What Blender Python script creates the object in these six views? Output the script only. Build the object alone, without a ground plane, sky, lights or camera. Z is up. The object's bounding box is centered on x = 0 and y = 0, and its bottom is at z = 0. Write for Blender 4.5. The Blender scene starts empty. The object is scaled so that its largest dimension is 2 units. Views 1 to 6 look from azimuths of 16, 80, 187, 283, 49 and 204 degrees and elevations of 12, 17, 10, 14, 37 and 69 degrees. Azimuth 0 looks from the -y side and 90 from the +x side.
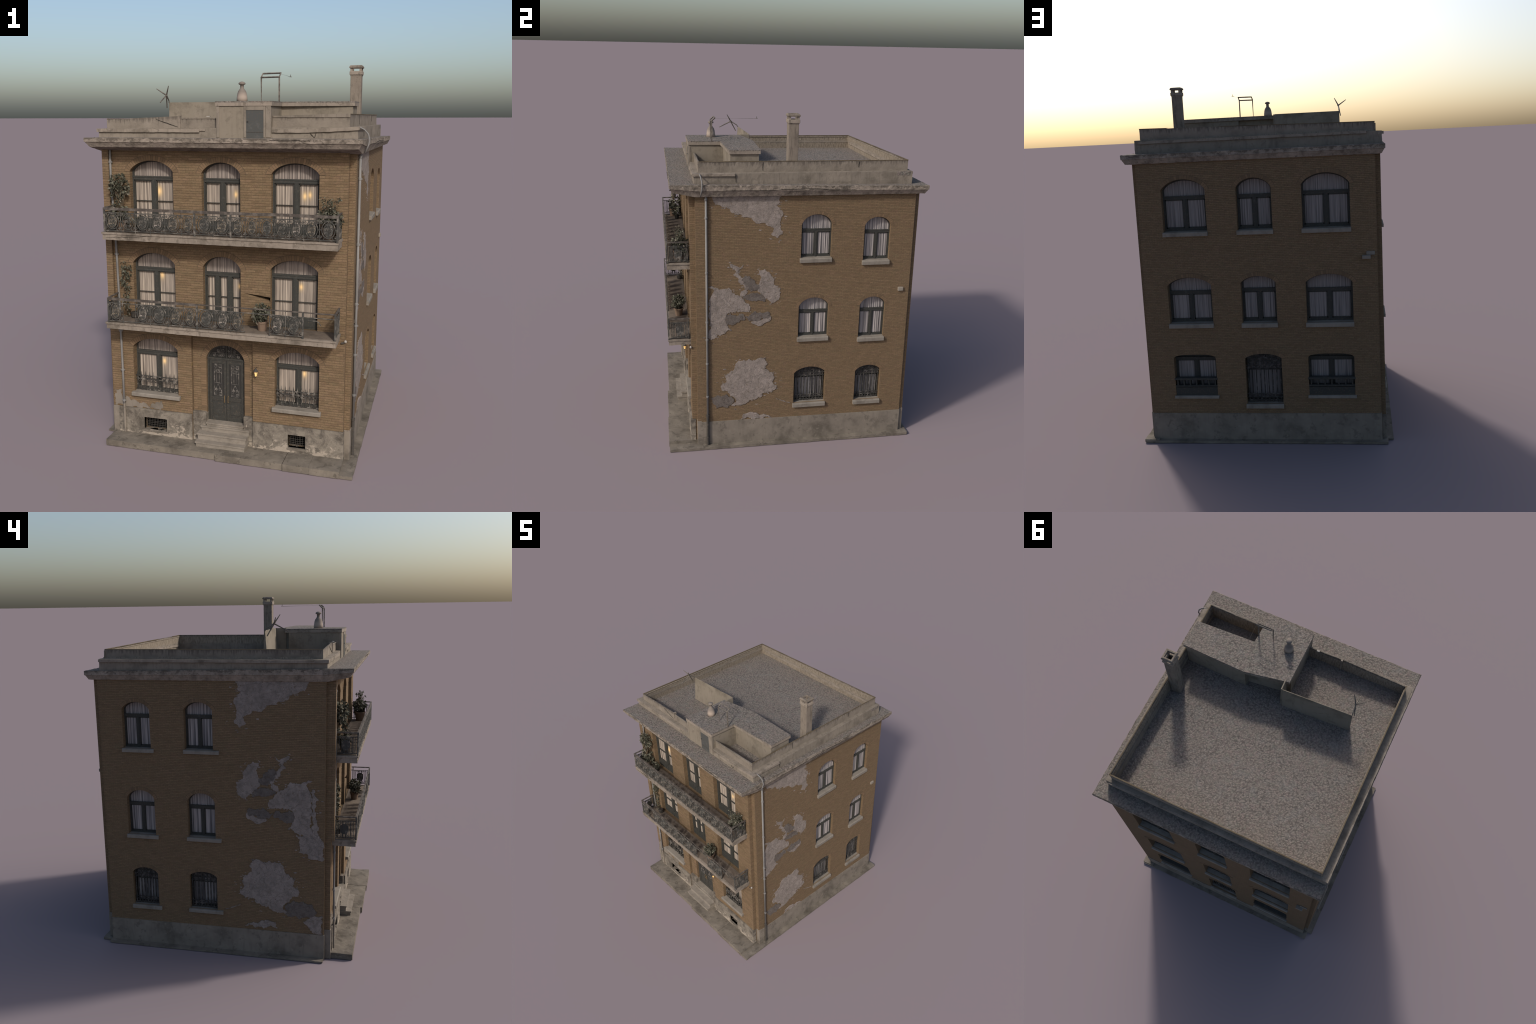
import bpy, bmesh, math, random
from mathutils import Vector, noise
from mathutils.geometry import tessellate_polygon

R = random.Random(7)
pi, cos, sin = math.pi, math.cos, math.sin

# ------------------------------------------------------------------ mesh kit
class MB:
    """collects vertices and faces of one part"""
    def __init__(s):
        s.v, s.f, s.mi = [], [], []
        s.cur = 0
    def add(s, vs, fs):
        b = len(s.v)
        s.v += [tuple(p) for p in vs]
        s.f += [tuple(b + i for i in f) for f in fs]
        s.mi += [s.cur] * len(fs)
    def box(s, x0, x1, y0, y1, z0, z1):
        vs = [(x, y, z) for z in (z0, z1) for y in (y0, y1) for x in (x0, x1)]
        s.add(vs, [(0, 2, 3, 1), (4, 5, 7, 6), (0, 1, 5, 4), (2, 6, 7, 3), (0, 4, 6, 2), (1, 3, 7, 5)])
    def gbox(s, x0, x1, y0, y1, z0, z1, cell=0.02):
        """box with a fine grid on each face, to be roughened"""
        def n(a, b): return max(1, int(round(abs(b - a) / cell)))
        def face(o, a, na, b, nb):
            vs = [tuple(o[k] + a[k] * i / na + b[k] * j / nb for k in range(3)) for j in range(nb + 1) for i in range(na + 1)]
            s.add(vs, [(j * (na + 1) + i, j * (na + 1) + i + 1, (j + 1) * (na + 1) + i + 1, (j + 1) * (na + 1) + i)
                       for j in range(nb) for i in range(na)])
        dx, dy, dz = x1 - x0, y1 - y0, z1 - z0
        nx, ny, nz = n(x0, x1), n(y0, y1), n(z0, z1)
        for z in (z0, z1): face((x0, y0, z), (dx, 0, 0), nx, (0, dy, 0), ny)
        for y in (y0, y1): face((x0, y, z0), (dx, 0, 0), nx, (0, 0, dz), nz)
        for x in (x0, x1): face((x, y0, z0), (0, dy, 0), ny, (0, 0, dz), nz)
    def prism(s, poly, M, d0, d1, holes=()):
        """polygon (with holes) in u,v extruded from depth d0 to d1"""
        loops = [list(poly)] + [list(h) for h in holes]
        flat = [p for l in loops for p in l]
        tris = tessellate_polygon([[Vector((p[0], p[1], 0)) for p in l] for l in loops])
        n = len(flat)
        vs = [M(p[0], p[1], d0) for p in flat] + [M(p[0], p[1], d1) for p in flat]
        fs = [t for t in tris] + [tuple(i + n for i in reversed(t)) for t in tris]
        b = 0
        for l in loops:
            m = len(l)
            for i in range(m):
                j = (i + 1) % m
                fs.append((b + i, b + j, n + b + j, n + b + i))
            b += m
        s.add(vs, fs)
    def ring(s, outer, inner, M, d0, d1):
        n = len(outer)
        vs = []
        for d in (d0, d1):
            vs += [M(p[0], p[1], d) for p in outer] + [M(p[0], p[1], d) for p in inner]
        fs = []
        for i in range(n):
            j = (i + 1) % n
            fs += [(i, j, n + j, n + i), (2 * n + i, 3 * n + i, 3 * n + j, 2 * n + j),
                   (i, 2 * n + i, 2 * n + j, j), (n + i, n + j, 3 * n + j, 3 * n + i)]
        s.add(vs, fs)
    def bar(s, M, u0, u1, v0, v1, d0, d1):
        s.prism([(u0, v0), (u1, v0), (u1, v1), (u0, v1)], M, d0, d1)
    def tube(s, pts, r, n=6, closed=False):
        pts = [Vector(p) for p in pts]
        m = len(pts)
        rs = r if isinstance(r, (list, tuple)) else [r] * m
        vs, fs = [], []
        prev = None
        for i, p in enumerate(pts):
            if closed:
                t = pts[(i + 1) % m] - pts[i - 1]
            else:
                t = pts[min(i + 1, m - 1)] - pts[max(i - 1, 0)]
            t.normalize()
            if prev is None:
                a = t.orthogonal().normalized()
            else:
                a = (prev - t * prev.dot(t))
                a = a.normalized() if a.length > 1e-6 else t.orthogonal().normalized()
            prev = a
            b = t.cross(a)
            for k in range(n):
                w = 2 * pi * k / n + pi / n
                vs.append(p + (a * cos(w) + b * sin(w)) * rs[i])
        for i in range(m if closed else m - 1):
            j = (i + 1) % m
            for k in range(n):
                l = (k + 1) % n
                fs.append((i * n + k, i * n + l, j * n + l, j * n + k))
        if not closed:
            fs += [tuple(range(n))[::-1], tuple((m - 1) * n + k for k in range(n))]
        s.add(vs, fs)
    def lathe(s, prof, c, n=20):
        vs = [(c[0] + r * cos(2 * pi * k / n), c[1] + r * sin(2 * pi * k / n), c[2] + z) for r, z in prof for k in range(n)]
        fs = [(i * n + k, i * n + (k + 1) % n, (i + 1) * n + (k + 1) % n, (i + 1) * n + k) for i in range(len(prof) - 1) for k in range(n)]
        fs += [tuple(range(n))[::-1], tuple((len(prof) - 1) * n + k for k in range(n))]
        s.add(vs, fs)
    def make(s, name, mat, parent=None, rough=None, smooth=False, bevel=0, weld=True, kind=None):
        me = bpy.data.meshes.new(name)
        me.from_pydata(s.v, [], s.f)
        mats = mat if isinstance(mat, (list, tuple)) else [mat]
        for m in mats: me.materials.append(m)
        if len(mats) > 1:
            me.polygons.foreach_set("material_index", s.mi)
        bm = bmesh.new(); bm.from_mesh(me)
        if weld: bmesh.ops.remove_doubles(bm, verts=bm.verts, dist=1e-5)
        bmesh.ops.recalc_face_normals(bm, faces=bm.faces)
        if rough:
            amp, sc = rough
            for v in bm.verts:
                c = v.co
                o = noise.noise_vector(c * sc) + 0.5 * noise.noise_vector(c * sc * 2.7 + Vector((7, 3, 1)))
                v.co = c + o * amp
        bm.to_mesh(me); bm.free()
        if smooth:
            me.shade_smooth()
        ob = bpy.data.objects.new(name, me)
        bpy.context.scene.collection.objects.link(ob)
        if parent: ob.parent = parent
        if bevel:
            b = ob.modifiers.new("bevel", 'BEVEL'); b.width = bevel; b.segments = 2; b.limit_method = 'ANGLE'
            b.angle_limit = math.radians(50)
        if kind: ob["kind"] = kind
        return ob

def clone(ob, loc, parent=None, scale=None, rotz=0):
    o = ob.copy()
    o.location = loc
    if scale: o.scale = scale
    o.rotation_euler = (0, 0, rotz)
    o.parent = parent if parent else ob.parent
    bpy.context.scene.collection.objects.link(o)
    return o

# ------------------------------------------------------------------ materials
class NT:
    def __init__(s, name, rough=0.85, metallic=0.0):
        s.m = bpy.data.materials.new(name); s.m.use_nodes = True
        s.t = s.m.node_tree; s.n = s.t.nodes
        s.b = s.n["Principled BSDF"]
        s.b.inputs["Roughness"].default_value = rough
        s.b.inputs["Metallic"].default_value = metallic
        s.b.inputs["Specular IOR Level"].default_value = 0.12
        s.co = s.n.new("ShaderNodeTexCoord").outputs["Object"]
    def L(s, a, b): s.t.links.new(a, b)
    def mapping(s, scale=(1, 1, 1), loc=(0, 0, 0), rot=(0, 0, 0), src=None):
        n = s.n.new("ShaderNodeMapping")
        n.inputs["Scale"].default_value = scale; n.inputs["Location"].default_value = loc; n.inputs["Rotation"].default_value = rot
        s.L(src or s.co, n.inputs["Vector"]); return n.outputs[0]
    def noise(s, scale, detail=4, src=None, rough=0.55, dist=0.0):
        n = s.n.new("ShaderNodeTexNoise"); n.inputs["Scale"].default_value = scale
        n.inputs["Detail"].default_value = detail; n.inputs["Roughness"].default_value = rough
        n.inputs["Distortion"].default_value = dist
        s.L(src or s.co, n.inputs["Vector"]); return n.outputs["Fac"]
    def voro(s, scale, src=None, feature='F1', rnd=1.0):
        n = s.n.new("ShaderNodeTexVoronoi"); n.feature = feature; n.inputs["Scale"].default_value = scale
        n.inputs["Randomness"].default_value = rnd
        s.L(src or s.co, n.inputs["Vector"]); return n.outputs["Distance"]
    def ramp(s, fac, stops):
        n = s.n.new("ShaderNodeValToRGB"); e = n.color_ramp.elements
        while len(e) < len(stops): e.new(0.5)
        for i, (p, c) in enumerate(stops):
            e[i].position = p
            e[i].color = (c[0], c[1], c[2], 1) if isinstance(c, (tuple, list)) else (c, c, c, 1)
        s.L(fac, n.inputs[0]); return n.outputs[0]
    def mix(s, fac, a, b, mode='MIX'):
        n = s.n.new("ShaderNodeMix"); n.data_type = 'RGBA'; n.blend_type = mode
        for sock, val in ((n.inputs[0], fac), (n.inputs[6], a), (n.inputs[7], b)):
            if isinstance(val, (int, float)): sock.default_value = val
            elif isinstance(val, (tuple, list)): sock.default_value = (val[0], val[1], val[2], 1)
            else: s.L(val, sock)
        return n.outputs[2]
    def math(s, op, a, b=None, clamp=False):
        n = s.n.new("ShaderNodeMath"); n.operation = op; n.use_clamp = clamp
        for i, val in enumerate((a, b)):
            if val is None: continue
            if isinstance(val, (int, float)): n.inputs[i].default_value = val
            else: s.L(val, n.inputs[i])
        return n.outputs[0]
    def sep(s, v):
        n = s.n.new("ShaderNodeSeparateXYZ"); s.L(v, n.inputs[0]); return n.outputs
    def comb(s, x, y, z=0.0):
        n = s.n.new("ShaderNodeCombineXYZ")
        for i, val in enumerate((x, y, z)):
            if isinstance(val, (int, float)): n.inputs[i].default_value = val
            else: s.L(val, n.inputs[i])
        return n.outputs[0]
    def island(s):
        return s.n.new("ShaderNodeNewGeometry").outputs["Random Per Island"]
    def bump(s, h, strength=0.4, dist=0.002):
        n = s.n.new("ShaderNodeBump"); n.inputs["Strength"].default_value = strength; n.inputs["Distance"].default_value = dist
        s.L(h, n.inputs["Height"]); s.L(n.outputs[0], s.b.inputs["Normal"])
    def col(s, c):
        if isinstance(c, (tuple, list)): s.b.inputs["Base Color"].default_value = (c[0], c[1], c[2], 1)
        else: s.L(c, s.b.inputs["Base Color"])
        return s.m
    def flat_uv(s):
        """wall plane coordinates: along the wall and up, whatever wall it is"""
        g = s.n.new("ShaderNodeNewGeometry")
        nx = s.math('ABSOLUTE', s.sep(g.outputs["Normal"])[0])
        side = s.math('GREATER_THAN', nx, 0.6)
        x, y, z = s.sep(s.co)
        n = s.n.new("ShaderNodeMix"); n.data_type = 'FLOAT'
        s.L(side, n.inputs[0]); s.L(x, n.inputs[2]); s.L(y, n.inputs[3])
        return s.comb(n.outputs[0], z, 0.0)

def brick_material(name, row, width, mortar, lines, even=None):
    k = NT(name, 0.9)
    uv = k.flat_uv()
    wob = k.n.new("ShaderNodeTexNoise"); wob.inputs["Scale"].default_value = 30; k.L(k.co, wob.inputs["Vector"])
    vm = k.n.new("ShaderNodeVectorMath"); vm.operation = 'MULTIPLY_ADD'
    k.L(wob.outputs["Color"], vm.inputs[0]); vm.inputs[1].default_value = (0.004, 0.0022, 0); k.L(uv, vm.inputs[2])
    b = k.n.new("ShaderNodeTexBrick")
    b.inputs["Scale"].default_value = 1.0; b.inputs["Brick Width"].default_value = width; b.inputs["Row Height"].default_value = row
    b.inputs["Mortar Size"].default_value = mortar; b.inputs["Mortar Smooth"].default_value = 0.6
    b.inputs["Color1"].default_value = (0, 0, 0, 1); b.inputs["Color2"].default_value = (1, 1, 1, 1); b.inputs["Mortar"].default_value = (0.5, 0.5, 0.5, 1)
    k.L(vm.outputs[0], b.inputs["Vector"])
    hue = lambda r, g, bl: (r * 0.83, g * 0.90, bl * 1.04)
    tone = k.mix(even or k.noise(9, 3), b.outputs["Color"], k.noise(1.0, 4, k.mapping(scale=(60, 130, 1), src=uv)), 'MIX')
    base = k.ramp(tone, [(0.05, hue(0.145, 0.092, 0.048)), (0.35, hue(0.185, 0.115, 0.058)), (0.62, hue(0.225, 0.142, 0.072)), (0.95, hue(0.25, 0.150, 0.084))])
    # patches of bricks drifting towards olive and towards red
    st = k.mapping(scale=(18, 45, 1), src=uv)
    base = k.mix(k.ramp(k.noise(1.0, 5, st, rough=0.65), [(0.48, 0), (0.70, 0.55)]), base, (0.145, 0.114, 0.066))
    st2 = k.mapping(scale=(22, 50, 1), loc=(3, 1, 8), src=uv)
    base = k.mix(k.ramp(k.noise(1.0, 5, st2, rough=0.65), [(0.50, 0), (0.72, 0.55)]), base, (0.188, 0.116, 0.080))
    base = k.mix(k.ramp(k.noise(230, 3), [(0.32, 0.5), (0.56, 0)]), base, (0.085, 0.062, 0.04))
    # bed joints run through, cross joints are mostly pointed over
    sv = k.sep(vm.outputs[0])[1]
    fr_ = k.math('ABSOLUTE', k.math('SUBTRACT', k.math('FRACT', k.math('DIVIDE', sv, row)), 0.5))
    bed = k.ramp(fr_, [(0.385, 0), (0.48, 1)])
    joint = k.math('MAXIMUM', bed, k.math('MULTIPLY', b.outputs["Fac"], 0.55))
    m = k.math('MULTIPLY', joint, k.ramp(k.noise(1.0, 4, k.mapping(scale=(12, 60, 1), src=uv)), [(0.32, lines * 0.15), (0.66, lines)]))
    c = k.mix(m, base, (0.070, 0.052, 0.036))
    h = k.math('SUBTRACT', k.math('MULTIPLY', k.noise(1.0, 4, k.mapping(scale=(130, 260, 1), src=uv)), 0.9), joint)
    k.bump(h, 0.7, 0.0022)
    return k.col(c)

BRICK = brick_material("ochre_brick_front", 0.0128, 0.036, 0.0011, 0.42)
BRICK_SIDE = brick_material("ochre_brick_side", 0.0092, 0.026, 0.0012, 0.70, 0.68)

def voussoir_material():
    k = NT("arch_brick", 0.9)
    c = k.ramp(k.island(), [(0, (0.120, 0.083, 0.052)), (0.5, (0.155, 0.104, 0.062)), (1, (0.185, 0.122, 0.074))])
    c = k.mix(k.ramp(k.noise(200, 2), [(0.3, 0.3), (0.6, 0)]), c, (0.11, 0.075, 0.045))
    return k.col(c)
ARCH = voussoir_material()
MORTAR_PALE = (lambda k: k.col(k.ramp(k.noise(60, 3), [(0.35, (0.095, 0.069, 0.046)), (0.65, (0.135, 0.096, 0.060))])))(NT("arch_mortar_side", 0.95))
MORTAR = (lambda k: k.col(k.ramp(k.noise(60, 3), [(0.35, (0.072, 0.054, 0.038)), (0.65, (0.115, 0.083, 0.054))])))(NT("arch_mortar", 0.95))

def stone_material(name, base, light, dark, stain=0.6, sc=1.0, streak=0.5):
    k = NT(name, 0.92)
    n1 = k.noise(9 * sc, 6, rough=0.62)
    c = k.ramp(n1, [(0.3, dark), (0.47, base), (0.72, light)])
    # run-off streaks
    st = k.noise(1.0, 4, k.mapping(scale=(70 * sc, 70 * sc, 9 * sc)))
    c = k.mix(k.math('MULTIPLY', k.ramp(st, [(0.52, 0), (0.72, 1)]), streak), c, tuple(x * 0.62 for x in base))
    # blotches with a hard edge: lost render, dirt
    bl = k.noise(26 * sc, 7, rough=0.7, dist=0.4)
    c = k.mix(k.math('MULTIPLY', k.ramp(bl, [(0.56, 0), (0.61, 1)]), stain), c, dark)
    c = k.mix(k.math('MULTIPLY', k.ramp(k.noise(34 * sc, 6, k.mapping(loc=(5, 2, 9)), rough=0.7), [(0.58, 0), (0.63, 1)]), stain * 0.8), c, light)
    k.bump(k.noise(120, 5, rough=0.65), 0.5, 0.002)
    return k.col(c)
STONE = stone_material("weathered_stone", (0.205, 0.172, 0.140), (0.265, 0.222, 0.182), (0.105, 0.088, 0.070), 0.6)
RENDER = stone_material("beige_render", (0.188, 0.160, 0.130), (0.225, 0.190, 0.154), (0.125, 0.106, 0.085), 0.5, 1.1, 0.6)
PLAIN = stone_material("smooth_render", (0.195, 0.166, 0.130), (0.215, 0.182, 0.146), (0.118, 0.099, 0.077), 0.42, 0.9, 0.35)
PLINTH = stone_material("plinth_render", (0.172, 0.147, 0.121), (0.222, 0.190, 0.156), (0.105, 0.090, 0.073), 0.6, 0.8, 0.3)
PAVE = stone_material("paving_stone", (0.140, 0.120, 0.098), (0.205, 0.176, 0.142), (0.082, 0.070, 0.056), 0.7, 0.8, 0.0)
STEP = stone_material("step_stone", (0.205, 0.178, 0.148), (0.245, 0.212, 0.175), (0.150, 0.128, 0.104), 0.35, 1.2, 0.15)
SILL = stone_material("sill_stone", (0.190, 0.168, 0.142), (0.225, 0.20, 0.17), (0.130, 0.113, 0.094), 0.35, 1.5, 0.2)

def plaster_material(name, base, light, dark):
    k = NT(name, 0.95)
    n1 = k.noise(20, 8, rough=0.7, dist=0.8)
    c = k.ramp(n1, [(0.30, dark), (0.46, base), (0.62, light)])
    c = k.mix(k.ramp(k.noise(48, 6, k.mapping(loc=(1, 7, 3)), rough=0.7), [(0.53, 0), (0.60, 0.7)]), c, tuple(x * 0.72 for x in base))
    c = k.mix(k.ramp(k.noise(75, 6, k.mapping(loc=(5, 2, 1)), rough=0.75), [(0.60, 0), (0.63, 0.8)]), c, (0.135, 0.098, 0.065))
    c = k.mix(k.ramp(k.noise(420, 2), [(0.35, 0.4), (0.6, 0)]), c, tuple(x * 0.6 for x in base))
    w = k.n.new("ShaderNodeTexNoise"); w.inputs["Scale"].default_value = 14; w.inputs["Detail"].default_value = 5; k.L(k.co, w.inputs["Vector"])
    vm = k.n.new("ShaderNodeVectorMath"); vm.operation = 'MULTIPLY_ADD'
    k.L(w.outputs["Color"], vm.inputs[0]); vm.inputs[1].default_value = (0.05, 0.05, 0.05); k.L(k.mapping(scale=(1, 1, 1.5)), vm.inputs[2])
    cr = k.voro(15, vm.outputs[0], 'DISTANCE_TO_EDGE')
    c = k.mix(k.ramp(cr, [(0.0, 0.65), (0.022, 0)]), c, tuple(x * 0.5 for x in base))
    k.bump(k.math('ADD', k.noise(34, 8, rough=0.75, dist=0.8), k.math('MULTIPLY', k.noise(300, 3), 0.25)), 1.0, 0.009)
    return k.col(c)
def cornice_material():
    """chipped, mossy fascia: dark growth in hard-edged patches with drips"""
    k = NT("mossy_cornice_stone", 0.95)
    c = k.ramp(k.noise(24, 7, rough=0.68), [(0.34, (0.125, 0.104, 0.084)), (0.48, (0.205, 0.172, 0.140)), (0.66, (0.285, 0.238, 0.195))])
    x, y, z = k.sep(k.co)
    zz = k.math('ADD', z, k.math('MULTIPLY', y, 0.015))
    gr = k.n.new("ShaderNodeMapRange"); k.L(zz, gr.inputs[0]); gr.inputs[1].default_value = 1.590; gr.inputs[2].default_value = 1.622
    gr.inputs[3].default_value = -0.10; gr.inputs[4].default_value = 0.07
    moss = k.math('ADD', k.noise(1.0, 7, k.mapping(scale=(34, 34, 60)), rough=0.75), gr.outputs[0])
    c = k.mix(k.ramp(moss, [(0.50, 0), (0.58, 0.85)]), c, (0.088, 0.074, 0.060))
    c = k.mix(k.ramp(k.noise(90, 5, rough=0.7), [(0.60, 0), (0.66, 0.7)]), c, (0.062, 0.054, 0.045))
    k.bump(k.noise(95, 6, rough=0.7), 0.9, 0.004)
    return k.col(c)
CORNICE = cornice_material()
def parapet_material():
    """grey-beige render with dark drips hanging from the rim"""
    k = NT("dripping_render", 0.95)
    c = k.ramp(k.noise(13, 6, rough=0.65), [(0.3, (0.140, 0.118, 0.096)), (0.48, (0.185, 0.157, 0.128)), (0.7, (0.225, 0.192, 0.157))])
    x, y, z = k.sep(k.co)
    zz = k.math('SUBTRACT', z, k.math('MULTIPLY', x, 0.0165))
    gr = k.n.new("ShaderNodeMapRange"); k.L(zz, gr.inputs[0]); gr.inputs[1].default_value = 1.690; gr.inputs[2].default_value = 1.733
    gr.inputs[3].default_value = -0.20; gr.inputs[4].default_value = 0.13
    drip = k.math('ADD', k.noise(1.0, 5, k.mapping(scale=(85, 85, 14)), rough=0.6), gr.outputs[0])
    c = k.mix(k.ramp(drip, [(0.48, 0), (0.64, 0.75)]), c, (0.088, 0.074, 0.063))
    k.bump(k.noise(110, 5, rough=0.65), 0.6, 0.003)
    return k.col(c)
PARAPET = parapet_material()
def front_plinth_material():
    """damp-stained render, crusted with salts along the foot"""
    k = NT("crusted_plinth_render", 0.95)
    c = k.ramp(k.noise(15, 7, rough=0.66, dist=0.7), [(0.36, (0.088, 0.075, 0.061)), (0.47, (0.150, 0.129, 0.106)), (0.60, (0.212, 0.184, 0.150))])
    z = k.sep(k.co)[2]
    gr = k.n.new("ShaderNodeMapRange"); k.L(z, gr.inputs[0]); gr.inputs[1].default_value = 0.035; gr.inputs[2].default_value = 0.13
    gr.inputs[3].default_value = 0.10; gr.inputs[4].default_value = -0.10
    n = k.noise(1.0, 7, k.mapping(scale=(17, 17, 24), loc=(2, 0, 5)), rough=0.68, dist=0.5)
    salt = k.math('ADD', n, gr.outputs[0])
    c = k.mix(k.ramp(salt, [(0.555, 0), (0.60, 0.9)]), c, (0.335, 0.285, 0.232))
    c = k.mix(k.ramp(k.noise(22, 6, k.mapping(loc=(8, 8, 2)), rough=0.72), [(0.55, 0), (0.60, 0.8)]), c, (0.10, 0.087, 0.072))
    k.bump(k.math('ADD', k.noise(60, 6, rough=0.7), k.math('MULTIPLY', n, 0.6)), 0.9, 0.005)
    return k.col(c)
FPLINTH = front_plinth_material()
CHIM = stone_material("sooty_render", (0.175, 0.146, 0.118), (0.215, 0.180, 0.146), (0.098, 0.082, 0.067), 0.45, 1.2, 0.9)
MOSS = stone_material("mossy_rim", (0.115, 0.088, 0.056), (0.140, 0.115, 0.085), (0.075, 0.058, 0.038), 0.3, 1.5, 0.0)
PLASTER = plaster_material("old_plaster", (0.258, 0.218, 0.192), (0.325, 0.276, 0.245), (0.170, 0.145, 0.126))
UNDERCOAT = plaster_material("grey_undercoat", (0.145, 0.122, 0.108), (0.172, 0.148, 0.13), (0.108, 0.092, 0.08))

def roof_material():
    k = NT("roof_felt", 0.95)
    w = k.n.new("ShaderNodeTexNoise"); w.inputs["Scale"].default_value = 60; w.inputs["Detail"].default_value = 2
    k.L(k.co, w.inputs["Vector"])
    vm = k.n.new("ShaderNodeVectorMath"); vm.operation = 'MULTIPLY_ADD'
    k.L(w.outputs["Color"], vm.inputs[0]); vm.inputs[1].default_value = (0.02, 0.02, 0.02); k.L(k.co, vm.inputs[2])
    v = k.voro(88, vm.outputs[0])
    n = k.noise(105, 5, rough=0.65)
    t = k.math('ADD', k.math('MULTIPLY', v, 0.55), k.math('MULTIPLY', n, 0.6))
    c = k.ramp(t, [(0.28, (0.240, 0.205, 0.177)), (0.5, (0.172, 0.148, 0.128)), (0.72, (0.096, 0.083, 0.073))])
    c = k.mix(k.ramp(k.noise(6, 4), [(0.45, 0), (0.7, 0.45)]), c, (0.175, 0.145, 0.122))
    c = k.mix(k.ramp(k.noise(18, 4, k.mapping(loc=(4, 4, 1))), [(0.5, 0), (0.7, 0.3)]), c, (0.175, 0.17, 0.16))
    c = k.mix(k.ramp(k.noise(45, 4, k.mapping(loc=(9, 1, 2)), rough=0.6), [(0.52, 0), (0.66, 0.5)]), c, (0.185, 0.140, 0.128))
    c = k.mix(k.ramp(k.noise(38, 4, k.mapping(loc=(2, 6, 2)), rough=0.6), [(0.52, 0), (0.66, 0.45)]), c, (0.140, 0.138, 0.112))
    k.bump(t, 0.9, 0.005)
    return k.col(c)
ROOF = roof_material()

def stucco_material():
    k = NT("rough_stucco", 0.95)
    n = k.noise(1.0, 4, k.mapping(scale=(150, 150, 38)))
    c = k.ramp(n, [(0.3, (0.13, 0.108, 0.083)), (0.5, (0.215, 0.178, 0.138)), (0.72, (0.27, 0.225, 0.178))])
    k.bump(n, 0.8, 0.004)
    return k.col(c)
STUCCO = stucco_material()

def iron_material(name, dark, worn, amt=0.62, rough=0.6):
    k = NT(name, rough)
    c = k.mix(k.ramp(k.noise(45, 4), [(amt - 0.06, 0), (amt + 0.1, 1)]), dark, worn)
    c = k.mix(k.ramp(k.noise(160, 3), [(0.55, 0), (0.7, 0.6)]), c, (0.10, 0.075, 0.055))
    return k.col(c)
IRON = iron_material("wrought_iron", (0.052, 0.051, 0.047), (0.165, 0.148, 0.128), 0.56)
DARKIRON = iron_material("cast_iron_pipe", (0.055, 0.050, 0.045), (0.09, 0.08, 0.07))
MAST = iron_material("rusty_metal", (0.085, 0.075, 0.065), (0.15, 0.13, 0.11), 0.5)
WOOD = iron_material("painted_wood_frame", (0.043, 0.043, 0.039), (0.068, 0.067, 0.061), 0.66, 0.7)
DOOR = iron_material("dark_green_door", (0.041, 0.040, 0.036), (0.058, 0.057, 0.051), 0.6, 0.55)
GREYDOOR = iron_material("grey_metal_door", (0.066, 0.067, 0.064), (0.084, 0.084, 0.080), 0.6, 0.7)
RAILBAND = iron_material("handrail_band", (0.062, 0.053, 0.047), (0.120, 0.104, 0.090), 0.52, 0.7)

def medal_material(name, lo, mid, hi):
    """pierced scrollwork plate: pale raised ornament over a dark ground"""
    k = NT(name, 0.8)
    c = k.ramp(k.noise(30, 2), [(0.38, lo), (0.5, mid), (0.62, hi)])
    w = k.voro(150, feature='SMOOTH_F1')
    c = k.mix(k.ramp(w, [(0.38, 0), (0.52, 0.8)]), c, (0.052, 0.049, 0.044))
    k.bump(w, 0.6, 0.002)
    return k.col(c)
MEDAL = medal_material("beige_medallion", (0.115, 0.093, 0.066), (0.165, 0.135, 0.100), (0.21, 0.178, 0.140))
MEDAL_DARK = medal_material("dark_medallion", (0.050, 0.050, 0.046), (0.066, 0.066, 0.061), (0.10, 0.097, 0.088))
MEDAL_LIGHT = medal_material("pale_medallion", (0.13, 0.115, 0.098), (0.24, 0.21, 0.185), (0.33, 0.29, 0.26))
GRILLE = iron_material("grey_grille_iron", (0.032, 0.031, 0.029), (0.105, 0.096, 0.088), 0.56)

def pipe_material():
    k = NT("zinc_pipe", 0.5)
    c = k.ramp(k.noise(14, 4, k.mapping(scale=(1, 1, 0.6))), [(0.35, (0.150, 0.143, 0.136)), (0.65, (0.200, 0.192, 0.184))])
    return k.col(c)
PIPE = pipe_material()

def curtain_material(name, light, mid, dark, freq):
    k = NT(name, 0.9)
    uv = k.flat_uv()
    n = k.noise(1.0, 3, k.mapping(scale=(freq, 2.2, 1), src=uv), rough=0.6)
    c = k.ramp(n, [(0.33, dark), (0.47, mid), (0.60, light)])  # fold shading drawn as light and dark stripes in the colour
    return k, uv, c
def simple_curtain(name, light, mid, dark, freq):
    k, uv, c = curtain_material(name, light, mid, dark, freq); return k.col(c)
CURT_SIDE = simple_curtain("grey_curtain", (0.34, 0.305, 0.29), (0.20, 0.182, 0.178), (0.085, 0.08, 0.082), 110)
GRCURT = simple_curtain("striped_curtain", (0.36, 0.335, 0.32), (0.17, 0.158, 0.155), (0.048, 0.046, 0.047), 62)
CURT_BACK = simple_curtain("plain_curtain", (0.235, 0.21, 0.20), (0.175, 0.158, 0.152), (0.095, 0.087, 0.085), 150)
FANCURT = simple_curtain("fanlight_curtain", (0.285, 0.240, 0.208), (0.190, 0.160, 0.142), (0.098, 0.083, 0.074), 130)  # darkened copy of the curtain: shade under the arch heads baked in
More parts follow.
